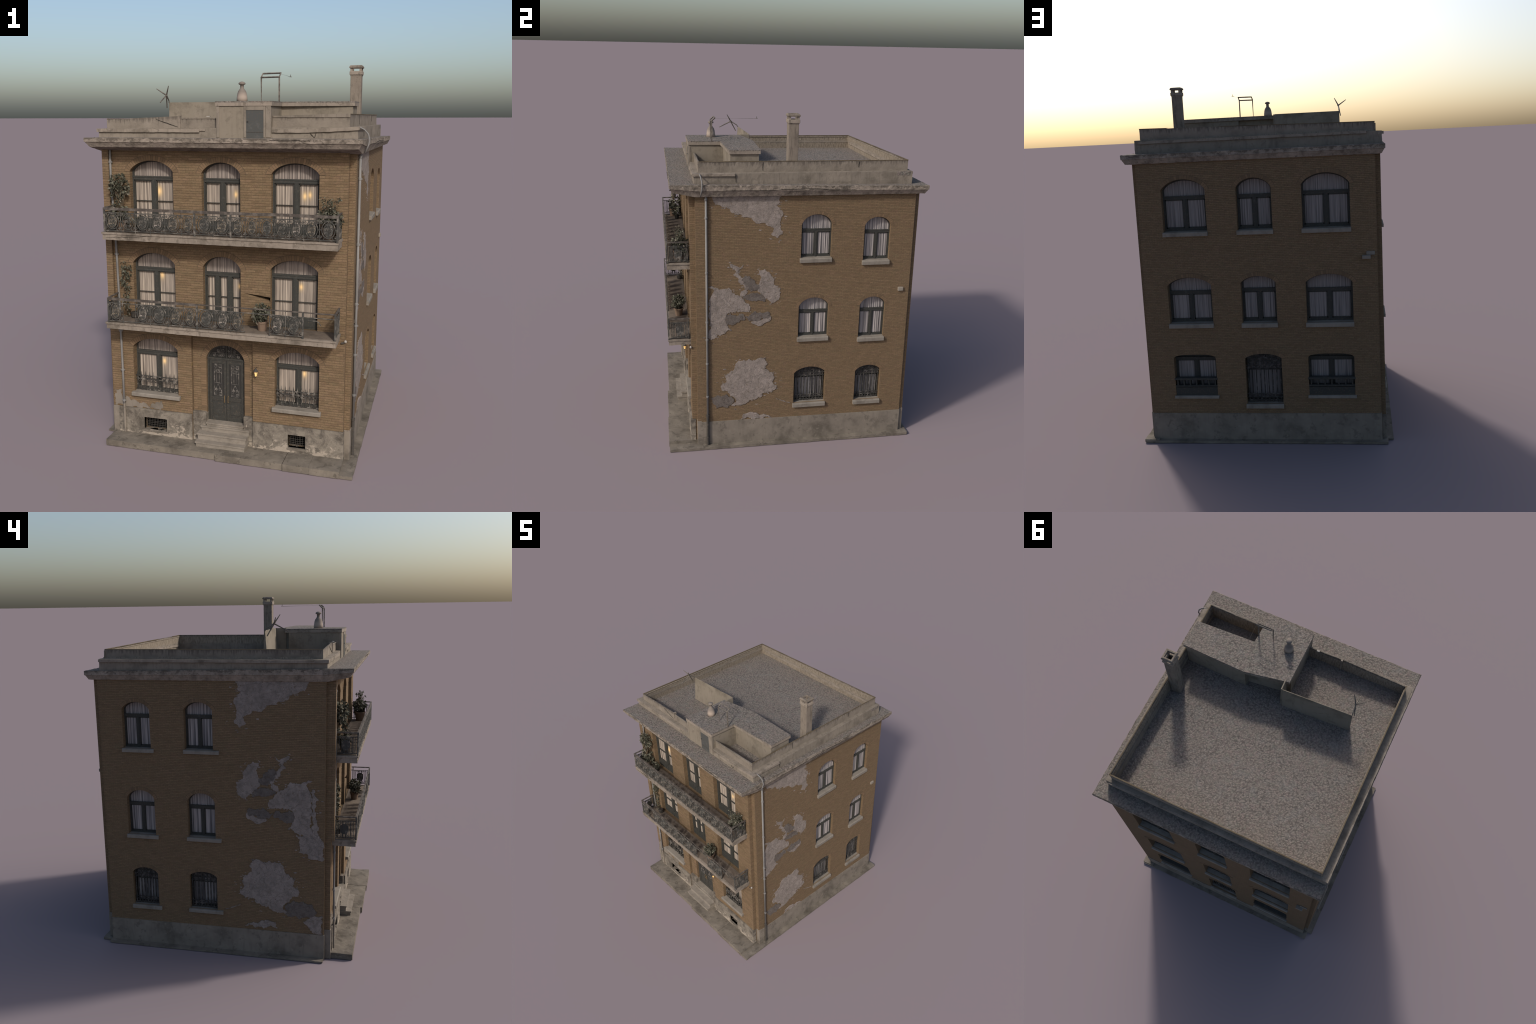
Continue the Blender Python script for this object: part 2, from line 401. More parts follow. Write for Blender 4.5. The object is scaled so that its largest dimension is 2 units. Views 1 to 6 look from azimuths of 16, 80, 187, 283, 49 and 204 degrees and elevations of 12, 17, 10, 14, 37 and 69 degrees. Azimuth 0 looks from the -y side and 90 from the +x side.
# warm lamplight spots painted on the cloth: place along the wall, height, size
LAMP_GLOWS = [(0.050, 1.354, .008), (0.398, 1.355, .009), (0.423, 1.361, .008), (0.066, 0.885, .007), (0.385, 0.903, .008), (0.406, 0.446, .009), (-0.361, 1.36, .012), (-0.36, 0.92, .010), (-0.365, 0.44, .008)]
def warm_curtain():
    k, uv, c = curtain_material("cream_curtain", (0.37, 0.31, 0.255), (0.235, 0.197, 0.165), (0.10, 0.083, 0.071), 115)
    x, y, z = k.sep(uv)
    spots = LAMP_GLOWS
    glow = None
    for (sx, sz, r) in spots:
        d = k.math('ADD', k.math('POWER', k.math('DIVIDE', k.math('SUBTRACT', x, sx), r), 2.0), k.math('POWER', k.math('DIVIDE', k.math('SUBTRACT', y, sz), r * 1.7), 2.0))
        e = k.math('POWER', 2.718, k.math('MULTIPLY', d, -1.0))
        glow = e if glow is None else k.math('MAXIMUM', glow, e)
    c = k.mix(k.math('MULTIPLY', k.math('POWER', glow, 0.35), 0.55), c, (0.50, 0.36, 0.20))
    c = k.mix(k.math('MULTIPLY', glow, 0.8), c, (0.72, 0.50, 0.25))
    # slight emission over the tinted spots; no lamp stands behind
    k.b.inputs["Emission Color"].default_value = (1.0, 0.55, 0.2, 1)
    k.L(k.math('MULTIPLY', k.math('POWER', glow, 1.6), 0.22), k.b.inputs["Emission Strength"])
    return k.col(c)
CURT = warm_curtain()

def leaf_material():
    k = NT("dusty_leaf", 0.75)
    c = k.ramp(k.island(), [(0, (0.045, 0.046, 0.032)), (0.45, (0.085, 0.084, 0.060)), (0.85, (0.15, 0.145, 0.11)), (1, (0.22, 0.19, 0.15))])
    m = k.col(c)
    tr = k.n.new("ShaderNodeBsdfTranslucent"); tr.inputs["Color"].default_value = (0.10, 0.10, 0.06, 1)
    ms = k.n.new("ShaderNodeMixShader"); ms.inputs[0].default_value = 0.15
    out = k.n["Material Output"]
    k.L(k.b.outputs[0], ms.inputs[1]); k.L(tr.outputs[0], ms.inputs[2]); k.L(ms.outputs[0], out.inputs[0])
    return m
LEAF = leaf_material()
def solid(name, c, rough=0.8, metallic=0.0, var=0.25, sc=60):
    k = NT(name, rough, metallic)
    return k.col(k.mix(k.noise(sc, 4), tuple(x * (1 - var) for x in c), tuple(x * (1 + var) for x in c)))
TERRA = solid("terracotta", (0.17, 0.118, 0.085))
BARK = solid("bark", (0.10, 0.075, 0.05))
SOIL = solid("soil", (0.035, 0.028, 0.022))
BLACK = solid("dark_void", (0.002, 0.002, 0.002), 1.0)
BRASS = solid("brass", (0.20, 0.14, 0.075), 0.45, 0.3)
DARKLINE = solid("wire_cover", (0.085, 0.06, 0.038))
BALCFLOOR = stone_material("balcony_tiles", (0.135, 0.108, 0.086), (0.17, 0.138, 0.11), (0.085, 0.068, 0.055), 0.4, 1.0, 0.0)
BOXT = solid("tinted_box", (0.225, 0.195, 0.160))
PALEBOX = solid("pale_plastic", (0.30, 0.275, 0.245))
GLASSDARK = solid("dark_glass", (0.035, 0.033, 0.031), 0.25)
def lamp_material():
    k = NT("lantern_glow", 0.5)
    k.b.inputs["Emission Color"].default_value = (1.0, 0.55, 0.18, 1); k.b.inputs["Emission Strength"].default_value = 0.55
    return k.col((0.75, 0.5, 0.22))
GLOW = lamp_material()

# ------------------------------------------------------------------ the thing
root = bpy.data.objects.new("apartment_building", None)
bpy.context.scene.collection.objects.link(root)
root["label"] = "weathered three-storey ochre brick apartment house with iron balconies"
root["category"] = "apartment building"

FY, RX, BY = -0.615, 0.645, 0.712
def MF(u, v, d): return (u, FY - d, v)                       # front wall: u = x
def MR(u, v, d): return (RX + 0.0006 + d, u, v)           # right wall: u = y
def ML(u, v, d): return (-0.669 - d, u, v)     # left wall: u = y
def MBk(u, v, d): return (u, BY + d, v)                      # back wall: u = x
WALL_TOP = 1.595

def crown(x, a, h, square=2.0):
    """height of an arched head over its spring at x from the middle: between a segment of a circle and an ellipse"""
    x = min(abs(x), a)
    if square > 2.5: return h * (1 - (x / a) ** square) ** (1 / square)
    r = (a * a + h * h) / (2 * h)
    seg = math.sqrt(max(r * r - x * x, 0)) - (r - h)
    ell = h * math.sqrt(max(1 - (x / a) ** 2, 0))
    return 0.62 * seg + 0.38 * ell

def arch(u0, u1, v0, v1, v2, n=22, square=2.0):
    """opening outline: straight jambs, then an arch from the spring v1 to the crown v2"""
    c, a, h = (u0 + u1) / 2, (u1 - u0) / 2, v2 - v1
    return [(u0, v0), (u1, v0)] + [(c + a * cos(pi * i / n), v1 + crown(a * cos(pi * i / n), a, h, square)) for i in range(n + 1)]

def inset(pts, w, bottom=None):
    """shrink an arch outline by w"""
    u0 = min(p[0] for p in pts); u1 = max(p[0] for p in pts); v0 = min(p[1] for p in pts); v2 = max(p[1] for p in pts)
    c = (u0 + u1) / 2; v1 = pts[2][1]
    k = (u1 - u0 - 2 * w) / (u1 - u0); kv = (v2 - v1 - w) / max(v2 - v1, 1e-6)
    out = []
    for p in pts:
        v = v0 + (w if bottom is None else bottom) if p[1] <= v0 + 1e-9 else v1 + (p[1] - v1) * kv
        out.append((c + (p[0] - c) * k, v))
    return out

# opening tables: u0, u1, bottom, spring, crown
FRONT = [
    ("balcony_window", -0.502, -0.267, 1.162, 1.460, 1.517), ("balcony_window", -0.115, 0.085, 1.162, 1.456, 1.513), ("balcony_window", 0.242, 0.476, 1.162, 1.460, 1.515),
    ("balcony_window", -0.502, -0.268, 0.692, 0.985, 1.044), ("balcony_window", -0.116, 0.084, 0.692, 0.980, 1.043), ("balcony_window", 0.239, 0.477, 0.692, 0.990, 1.043),
    ("window", -0.521, -0.266, 0.268, 0.525, 0.579), ("entrance", -0.112, 0.096, 0.138, 0.492, 0.571), ("window", 0.262, 0.491, 0.268, 0.519, 0.574)]
RIGHT = [("window", 0.017, 0.196, 1.190, 1.385, 1.447), ("window", 0.388, 0.545, 1.165, 1.370, 1.424),
         ("window", 0.015, 0.196, 0.697, 0.890, 0.945), ("window", 0.387, 0.545, 0.677, 0.884, 0.935),
         ("grille_window", 0.000, 0.195, 0.258, 0.457, 0.498), ("grille_window", 0.383, 0.546, 0.252, 0.449, 0.487)]
LEFT = [("window", 0.028, 0.189, 1.184, 1.400, 1.446), ("window", 0.385, 0.546, 1.182, 1.398, 1.441),
        ("window", 0.027, 0.186, 0.682, 0.889, 0.940), ("window", 0.380, 0.545, 0.680, 0.891, 0.942),
        ("grille_window", 0.027, 0.189, 0.250, 0.449, 0.477), ("grille_window", 0.380, 0.536, 0.246, 0.444, 0.479)]
BACK = [("window", 0.253, 0.491, 1.191, 1.414, 1.471), ("window", -0.099, 0.088, 1.191, 1.411, 1.465), ("window", -0.508, -0.257, 1.190, 1.417, 1.477),
        ("window", 0.252, 0.494, 0.684, 0.895, 0.941), ("window", -0.100, 0.090, 0.682, 0.902, 0.941), ("window", -0.509, -0.260, 0.680, 0.896, 0.944),
        ("rail_window", 0.253, 0.490, 0.270, 0.480, 0.506), ("grille_window", -0.112, 0.090, 0.220, 0.480, 0.507), ("rail_window", -0.506, -0.257, 0.270, 0.478, 0.505)]

def squareness(kind): return 2.9 if kind == "rail_window" else 2.08

# ------------------------------------------------------------------ walls
BAY = [(-0.188, 0.03), (0.1455, 0.03), (0.1455, 0.668), (-0.188, 0.668)]     # the door stands in a shallow recess
CRACK = [(0.095, 0.866), (0.238, 0.850), (0.238, 0.827)]
def wall(name, M, outline, table, mat, depth, extra=()):
    b = MB()
    holes = [arch(t[1], t[2], t[3], t[4], t[5], square=squareness(t[0])) for t in table] + list(extra)
    b.prism(outline, M, 0.0, -depth, holes)
    return b.make(name, mat, root)
VENTS = [(-0.468, -0.335, 0.060, 0.131), (0.334, 0.426, 0.060, 0.132)]
wall("front_wall", MF, [(-0.616, 0.02), (0.618, 0.02), (0.614, WALL_TOP), (-0.604, WALL_TOP)], [t for t in FRONT if t[0] != "entrance"], BRICK, 0.066,
     [CRACK, BAY] + [[(a, c), (b_, c), (b_, d), (a, d)] for a, b_, c, d in VENTS])
MB_ = lambda u, v, d: MF(u, v, d - 0.018)
wall("door_bay_wall", MB_, [(-0.195, 0.02), (0.152, 0.02), (0.152, 0.675), (-0.195, 0.675)], [FRONT[7]], BRICK, 0.046)
wall("right_wall", MR, [(-0.583, 0.0), (0.688, 0.0), (0.682, WALL_TOP), (-0.583, WALL_TOP)], RIGHT, BRICK_SIDE, 0.060)
wall("left_wall", ML, [(-0.583, 0.0), (0.684, 0.0), (0.680, WALL_TOP), (-0.583, WALL_TOP)], LEFT, BRICK_SIDE, 0.060)
wall("rear_wall", MBk, [(-0.6445, 0.0), (0.634, 0.0), (0.620, WALL_TOP), (-0.642, WALL_TOP)], BACK, BRICK_SIDE, 0.062)
b = MB()   # set-back corner piers beside the front wall
b.prism([(0.585, 0.0), (0.6445, 0.0), (0.640, WALL_TOP), (0.585, WALL_TOP)], lambda u, v, d: (u, -0.5845 + d, v), 0.0, 0.03)
b.prism([(-0.6475, 0.0), (-0.585, 0.0), (-0.585, WALL_TOP), (-0.6505, WALL_TOP)], lambda u, v, d: (u, -0.6145 + d, v), 0.0, 0.05)
b.box(-0.6465, -0.6115, -0.6315, -0.60, 0.700, 1.578)
b.make("corner_pier", BRICK, root)
b = MB()
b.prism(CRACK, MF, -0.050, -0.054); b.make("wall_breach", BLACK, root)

# ------------------------------------------------------------------ plinth
b = MB()
PT = 0.178
def plinth_front(x0, x1, holes=()):
    b.prism([(x0, 0.012), (x1, 0.012), (x1, PT), (x0, PT)], MF, 0.010, -0.02, holes)
plinth_front(-0.615, -0.189, [[(-0.468, 0.060), (-0.335, 0.060), (-0.335, 0.131), (-0.468, 0.131)]])
plinth_front(0.146, 0.621, [[(0.334, 0.060), (0.426, 0.060), (0.426, 0.132), (0.334, 0.132)]])
# piers beside the door, with a slanted cap
for x0, x1 in ((-0.186, -0.111), (0.095, 0.143)):
    b.prism([(x0, 0.012), (x1, 0.012), (x1, 0.186), (x1 - 0.004, 0.196), (x0, 0.196)], MF, 0.0, -0.045)
b.make("front_plinth", FPLINTH, root, bevel=0.0012)
b = MB()
b.prism([(-0.5855, 0.0), (0.690, 0.0), (0.690, 0.161), (-0.5855, 0.169)], MR, 0.003, -0.02)
b.prism([(-0.5855, 0.0), (0.686, 0.0), (0.686, 0.146), (-0.5855, 0.152)], ML, 0.003, -0.02)
b.prism([(-0.6475, 0.0), (0.6365, 0.0), (0.635, 0.165), (-0.6475, 0.164)], MBk, 0.003, -0.02)
b.box(0.60, 0.6475, -0.5865, -0.56, 0.0, 0.176)
b.box(-0.6505, -0.60, -0.6195, -0.56, 0.0, 0.177)
b.make("side_plinth", PLINTH, root, bevel=0.0012)

# vent openings with a wire grille
for a, c, e, f in VENTS:
    b = MB()
    b.box(a - 0.001, c + 0.001, FY + 0.034, FY + 0.036, e, f)
    o = b.make("vent", BLACK, root)
    b = MB()
    n = int((c - a) / 0.009)
    for i in range(n + 1):
        x = a + (c - a) * i / n
        b.tube([(x, FY + 0.017, e), (x + R.uniform(-.003, .003), FY + 0.016, f)], 0.0009, 4)
    for i in range(1, 7):
        z = e + (f - e) * i / 7
        b.tube([(a, FY + 0.017, z), ((a + c) / 2, FY + 0.015, z + R.uniform(-.003, .003)), (c, FY + 0.017, z)], 0.0009, 4)
    b.make("vent_grille", DARKIRON, o)
    b = MB(); b.gbox(a - 0.004, c + 0.002, FY - 0.013, FY + 0.03, e - 0.010, e, 0.01)
    b.make("vent_ledge", PLINTH, o, rough=(0.0012, 60))

# ------------------------------------------------------------------ pavement and steps
b = MB()
b.gbox(-0.640, -0.02, -0.741, -0.56, 0.0, 0.034, 0.02)
b.gbox(-0.0195, 0.335, -0.752, -0.56, 0.0, 0.035, 0.02)
b.gbox(0.338, 0.470, -0.757, -0.56, 0.0, 0.036, 0.02)
b.gbox(0.4705, 0.622, -0.758, -0.56, 0.0, 0.035, 0.02)
b.make("front_pavement", PAVE, root, rough=(0.0018, 28))
b = MB()
b.gbox(0.60, 0.686, -0.755, 0.738, 0.0, 0.016, 0.02)
b.make("right_pavement", PAVE, root, rough=(0.002, 18))
b = MB()
b.gbox(-0.708, -0.60, -0.582, 0.689, 0.0, 0.010, 0.02)
b.make("left_pavement", PAVE, root, rough=(0.002, 18))
b = MB()
b.gbox(-0.678, 0.680, 0.66, 0.745, 0.0, 0.012, 0.02)
b.make("rear_pavement", PAVE, root, rough=(0.002, 18))
for (x0, x1, y0, z0, z1) in ((-0.149, 0.122, -0.692, 0.03, 0.062), (-0.149, 0.122, -0.663, 0.06, 0.096), (-0.141, 0.130, -0.627, 0.09, 0.124), (-0.1115, 0.0955, -0.622, 0.11, 0.1435)):
    b = MB()
    b.gbox(x0 + 0.004, x1 - 0.004, y0 + 0.004, -0.560, z0, z1 - 0.009, 0.012)
    b.gbox(x0, x1, y0, -0.560, z1 - 0.009, z1, 0.012)
    b.make("entrance_step", STEP, root, rough=(0.0012, 45))

# ------------------------------------------------------------------ windows
def arch_ring(parent, M, t, w, n, legs=0.0, mortar=None):
    """voussoirs set on edge around an arched head"""
    kind, u0, u1, v0, v1, v2 = t
    b = MB()
    c, a, h = (u0 + u1) / 2, (u1 - u0) / 2, v2 - v1
    sq = squareness(kind)
    def P(t_, k):
        f = lambda q: (a * cos(q), crown(a * cos(q), a, h, sq))
        e_ = 0.02
        p, q, r_ = f(t_), f(max(t_ - e_, 0.0)), f(min(t_ + e_, pi))
        tx, ty = q[0] - r_[0], q[1] - r_[1]
        l = math.hypot(tx, ty) or 1.0
        return (c + p[0] - ty / l * k, v1 + p[1] + tx / l * k)
    # equal steps along the arch
    ts = [pi * i / 400 for i in range(401)]
    ls = [0.0]
    for i in range(400):
        p, q = P(ts[i], w / 2), P(ts[i + 1], w / 2); ls.append(ls[-1] + math.hypot(p[0] - q[0], p[1] - q[1]))
    def at(s):
        for i in range(400):
            if ls[i + 1] >= s: return ts[i] + (ts[i + 1] - ts[i]) * (s - ls[i]) / max(ls[i + 1] - ls[i], 1e-9)
        return pi
    for i in range(n):
        t0, t1 = at(ls[-1] * (i + 0.08) / n), at(ls[-1] * (i + 0.92) / n)
        j = R.uniform(-0.0004, 0.0004)
        b.prism([P(t0, 0.0005), P(t0, w * 0.96), P(t1, w * 0.96), P(t1, 0.0005)], M, 0.0015 + j, -0.004)
    bed = MB()
    q_ = [pi * i / 40 for i in range(41)]
    for i in range(40):
        bed.prism([P(q_[i], 0.0), P(q_[i], w + 0.0012), P(q_[i + 1], w + 0.0012), P(q_[i + 1], 0.0)], M, 0.0006, -0.004)
    bed.make("arch_mortar", MORTAR if w > 0.025 else MORTAR_PALE, parent)
    if legs:
        m = int((v1 - legs) / 0.0128)
        for sgn, e in ((-1, u0), (1, u1)):
            for i in range(m):
                z = legs + (v1 - legs) * (i + 0.06) / m; z2 = legs + (v1 - legs) * (i + 0.94) / m
                ua, ub = sorted((e + sgn * 0.0005, e + sgn * w))
                b.bar(M, ua, ub, z, z2, 0.0013 + R.uniform(-.0004, .0004), -0.004)
    b.make("arch_bricks", ARCH, parent)

def curtain(parent, M, u0, u1, v0, v1, d, mat, amp=0.0016, name="curtain", seed=0):
    """hanging cloth with real pleats"""
    b = MB()
    n = max(8, int((u1 - u0) / 0.0011))
    rr = random.Random(int(u0 * 1000) * 31 + int(v0 * 1000) + seed)
    ph = [rr.uniform(0, 6.3) for _ in range(4)]
    fr = [rr.uniform(420, 520), rr.uniform(230, 300), rr.uniform(700, 800), rr.uniform(90, 130)]
    def D(u): return amp * (0.55 * sin(u * fr[0] + ph[0]) + 0.45 * sin(u * fr[1] + ph[1]) + 0.25 * sin(u * fr[2] + ph[2]) + 0.4 * sin(u * fr[3] + ph[3]))
    us = [u0 + (u1 - u0) * i / n for i in range(n + 1)]
    rows = [v0, (v0 + v1) / 2, v1]
    vs = [M(u + (0.0012 * sin(u * 90 + r) if r != 2 else 0), v, d + D(u) * (1.25 - 0.35 * r)) for r, v in enumerate(rows) for u in us]
    fs = [(r * (n + 1) + i, r * (n + 1) + i + 1, (r + 1) * (n + 1) + i + 1, (r + 1) * (n + 1) + i) for r in range(2) for i in range(n)]
    k = len(vs)
    vs += [M(u, v, d + D(u) * (1.25 - 0.35 * r) - 0.0012) for r, v in enumerate(rows) for u in us]
    fs += [tuple(k + i for i in reversed(f)) for f in fs]
    b.add(vs, fs)
    return b.make(name, mat, parent, smooth=True, weld=False)

def window(M, t, fd, sill=None, curtm=CURT_SIDE, fanm=None, stile=0.013, transom=(0.022, 0.018), mull=0.022, panes=2, ring=0.02, nring=19, mid=None, kick=0.0, back=0.006):
    """frame (with transom and mullions), curtains, sill and brick arch of one opening; fd = depth of the frame's face"""
    kind, u0, u1, v0, v1, v2 = t
    if kind == "grille_window": panes, curtm = 1, (GRCURT if curtm is CURT_SIDE else curtm)
    sq = squareness(kind)
    name = kind
    b = MB()
    o = arch(u0 - 0.001, u1 + 0.001, v0, v1, v2 + 0.001, square=sq)
    i = inset(o, stile * 0.62, bottom=kick if kick else stile)
    b.ring(o, i, M, -fd, -fd - 0.010)
    tt = v1 - transom[0]
    if kind != "grille_window":
        b.bar(M, u0, u1, tt - transom[1], tt, -fd + 0.001, -fd - 0.010)                  # transom
        b.bar(M, u0, u1, tt - transom[1] * 0.30, tt + 0.0012, -fd + 0.0032, -fd - 0.008)    # its drip moulding
    w = (u1 - u0)
    for k in range(1, panes):
        c = u0 + w * k / panes
        b.bar(M, c - mull / 2, c + mull / 2, v0, tt - transom[1] * 0.5, -fd + 0.0006, -fd - 0.010)
        b.bar(M, c - mull * 0.18, c + mull * 0.18, v0, tt - transom[1] * 0.8, -fd + 0.0026, -fd - 0.008)
    # casement stiles inside the frame
    s2 = stile * 0.6
    for k in range(panes):
        a = u0 + w * k / panes + (stile * 0.62 if k == 0 else mull / 2); c = u0 + w * (k + 1) / panes - (stile * 0.62 if k == panes - 1 else mull / 2)
        z0, z1 = v0 + (kick if kick else stile), tt - transom[1]
        b.bar(M, a, a + s2 * 0.6, z0, z1, -fd - 0.003, -fd - back + 0.0004); b.bar(M, c - s2 * 0.6, c, z0, z1, -fd - 0.003, -fd - back + 0.0004)
        b.bar(M, a, c, z1 - s2 * 0.7, z1, -fd - 0.003, -fd - back + 0.0004); b.bar(M, a, c, z0, z0 + s2 * 0.8, -fd - 0.003, -fd - back + 0.0004)
        if mid: b.bar(M, a, c, mid - 0.0011, mid + 0.0011, -fd - 0.004, -fd - back + 0.0004)
    if kick:      # solid foot panel of a balcony door
        for k in range(panes):
            a = u0 + w * k / panes + 0.008; c = u0 + w * (k + 1) / panes - 0.008
            b.bar(M, a + 0.006, c - 0.006, v0 + 0.012, v0 + kick - 0.008, -fd + 0.0025, -fd - 0.004)
    ob = b.make(name, WOOD, root, bevel=0.0007)
    dc = -fd - back
    for k in range(panes):
        curtain(ob, M, u0 + w * k / panes - (0.006 if k == 0 else 0), u0 + w * (k + 1) / panes + (0.006 if k == panes - 1 else 0), v0 - 0.004, tt - 0.002, dc, curtm, seed=k)
    curtain(ob, M, u0 - 0.006, u1 + 0.006, tt - 0.002, v2 + 0.006, dc, fanm or curtm, seed=9, name="fanlight_curtain")
    if ring: arch_ring(ob, M, t, ring, nring)
    if sill:
        s0, s1, sz0, sz1, out = sill
        b = MB()
        b.prism([(0.002 + out, sz0), (0.002 + out, sz1 - 0.004), (out - 0.002, sz1), (-fd - 0.002, sz1 + 0.003), (-fd - 0.002, sz0)],
                lambda a, z, d: M(d, z, a), s0, s1)
        b.make("window_sill", SILL, ob, bevel=0.001)
    return ob

def lattice(parent, M, t, d, bars, rows_top, rows_bot):
    """iron security grille: uprights, and bands of cross bars with little scrolls at head and foot"""
    kind, u0, u1, v0, v1, v2 = t
    b = MB()
    c, a, h = (u0 + u1) / 2, (u1 - u0) / 2, v2 - v1
    def top(u): return v1 + crown(u - c, a, h)
    for i in range(bars):
        u = u0 + (u1 - u0) * (i + 0.5) / bars
        b.tube([M(u, v0 + 0.004, -d), M(u, top(u) - 0.001, -d)], 0.0032, 5)
    for z in rows_top + rows_bot:
        ua, ub = (u0, u1)
        if z > v1:
            k = max([a * i / 60 for i in range(61) if crown(a * i / 60, a, h) >= z - v1] or [0.002]); ua, ub = c - k, c + k
        b.tube([M(ua, z, -d + 0.002), M(ub, z, -d + 0.002)], 0.0025, 5)
    for zs in (rows_top, rows_bot):
        for z, z2 in zip(zs[:-1], zs[1:]):
            for i in range(bars + 1):
                u = u0 + (u1 - u0) * i / bars
                if not (u0 + 0.006 < u < u1 - 0.006): continue
                zm, rr = (z + z2) / 2, min(abs(z2 - z) / 2, 0.007)
                if zm + rr > top(u): continue
                b.tube([M(u + rr * cos(q), zm + rr * sin(q), -d + 0.001) for q in [2 * pi * j / 8 for j in range(8)]], 0.0015, 4, closed=True)
    b.make("window_grille", GRILLE, parent)

for t in FRONT:
    kind, u0, u1, v0, v1, v2 = t
    if kind == "entrance": continue
    if kind == "balcony_window":
        nb = 3 if (v0 < 1 and -0.2 < u0 < 0) else 2
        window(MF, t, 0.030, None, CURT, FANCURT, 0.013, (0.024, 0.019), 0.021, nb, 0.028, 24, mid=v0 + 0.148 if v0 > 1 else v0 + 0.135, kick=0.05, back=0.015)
    else:
        ob = window(MF, t, 0.042, (u0 - 0.011, u1 + 0.013, v0 - 0.016, v0 + 0.004, 0.018), CURT, FANCURT, 0.013, (0.028, 0.02), 0.021, 2, 0.028, 25, back=0.012)
        MG = lambda u, v, d: MF(u, v, d - 0.016)
        # low spiked window guard
        b = MB()
        n = 10
        for i in range(n + 1):
            u = u0 + 0.008 + (u1 - u0 - 0.016) * i / n
            b.tube([MG(u, v0 + 0.006, -0.006), MG(u + R.uniform(-.001, .001), v0 + 0.098, -0.006), MG(u, v0 + 0.114, -0.006)], [0.0024, 0.0024, 0.0006], 5)
        for z in (0.012, 0.071, 0.090):
            b.bar(MG, u0, u1, v0 + z - 0.0016, v0 + z + 0.0016, -0.003, -0.008)
        for i in range(n):
            u = u0 + 0.008 + (u1 - u0 - 0.016) * (i + 0.5) / n
            sq_ = 0.0065
            b.tube([MG(u - sq_, v0 + 0.074, -0.005), MG(u + sq_, v0 + 0.074, -0.005), MG(u + sq_, v0 + 0.087, -0.005), MG(u - sq_, v0 + 0.087, -0.005)], 0.0021, 4, closed=True)
            b.tube([MG(u + 0.006 * cos(q), v0 + 0.062 + 0.006 * sin(q), -0.005) for q in [2 * pi * j / 8 for j in range(8)]], 0.0018, 4, closed=True)
        b.make("window_guard", iron_material("window_guard_iron", (0.042, 0.040, 0.037), (0.21, 0.19, 0.165), 0.56), ob)
        b = MB()   # planter row behind the guard
        for i in range(10):
            u = u0 + 0.02 + (u1 - u0 - 0.04) * i / 9
            b.bar(MG, u - 0.010, u + 0.010, v0 + 0.004, v0 + 0.026 + R.uniform(-.004, .004), -0.010, -0.0165)
        b.make("planter", DOOR, ob, bevel=0.001)

for M, T, so, wall_n in ((MR, RIGHT, 0.012, 'r'), (ML, LEFT, 0.012, 'l')):
    for t in T:
        kind, u0, u1, v0, v1, v2 = t
        if wall_n == 'r': s = (u0 - 0.006, u1 + 0.003, v0 - 0.026, v0 - 0.001, so)
        else: s = (u0 - (0.035 if u0 < 0.1 else 0.018), u1 + 0.006, v0 - 0.021, v0 - 0.001, so)
        ob = window(M, t, (0.020 if wall_n == 'r' else 0.034) if kind == "window" else 0.040, s, CURT_SIDE, None, 0.012, (0.028, 0.017), 0.018, 2, 0.019, 22)
        if kind == "grille_window":
            lattice(ob, M, t, 0.024, 10 if u1 - u0 > 0.18 else 9, [v1 - 0.03, v1 - 0.01, v1 + 0.012, v1 + 0.028], [v0 + 0.010, v0 + 0.025, v0 + 0.042])
for t in BACK:
    kind, u0, u1, v0, v1, v2 = t
    s = (u0 - 0.003, u1 + 0.005, v0 - 0.024, v0 - 0.001, 0.011) if kind != "rail_window" else (u0 - 0.008, u1 + 0.006, v0 - 0.016, v0 - 0.001, 0.011)
    if kind == "rail_window":
        ob = window(MBk, t, 0.040, s, CURT_BACK, WOOD, 0.014, (0.0, 0.016), 0.020, 2, 0.0, 20)
        b = MB()
        b.bar(MBk, u0 - 0.004, u1 + 0.004, 0.360, 0.371, 0.004, -0.024)
        b.bar(MBk, u0, u1, 0.320, 0.328, 0.002, -0.024)
        b.bar(MBk, u0, u1, 0.270, 0.316, -0.002, -0.032)
        for i in range(7):
            u = u0 + 0.012 + (u1 - u0 - 0.024) * i / 6
            b.bar(MBk, u - 0.004, u + 0.004, 0.326, 0.362, -0.003, -0.021)
        b.make("window_rail", WOOD, ob, bevel=0.0008)
    elif kind == "grille_window":
        ob = window(MBk, t, 0.048, s, CURT_BACK, None, 0.012, (0.06, 0.016), 0.018, 2, 0.022, 22)
        lattice(ob, MBk, t, 0.022, 9, [v1 - 0.062, v1 - 0.045, v1 - 0.02, v1 - 0.002, v1 + 0.016], [v0 + 0.012, v0 + 0.032, v0 + 0.05])
    else:
        window(MBk, t, 0.034, s, CURT_BACK, None, 0.015, (0.034, 0.018), 0.022, 2, 0.022, 22)

# ------------------------------------------------------------------ entrance
MD = lambda u, v, d: MF(u, v, d - 0.017)
t = FRONT[7]
_, u0, u1, v0, v1, v2 = t
b = MB()
o = arch(u0 - 0.001, u1 + 0.001, v0, v1, v2 + 0.001)
b.ring(o, inset(o, 0.009, bottom=0.004), MD, -0.018, -0.030)
b.bar(MD, u0, u1, v1 - 0.012, v1 + 0.002, -0.016, -0.030)
b.bar(MD, u0, u1, v1 - 0.004, v1 + 0.004, -0.0125, -0.030)
cm = (u0 + u1) / 2
b.bar(MD, cm - 0.003, cm + 0.003, v1, v2, -0.019, -0.029)
door = b.make("entrance", DOOR, root, bevel=0.0008)
b = MB(); b.bar(MD, u0, u1, v1 - 0.01, v2 + 0.004, -0.029, -0.033); b.make("fanlight_glass", GLASSDARK, door)
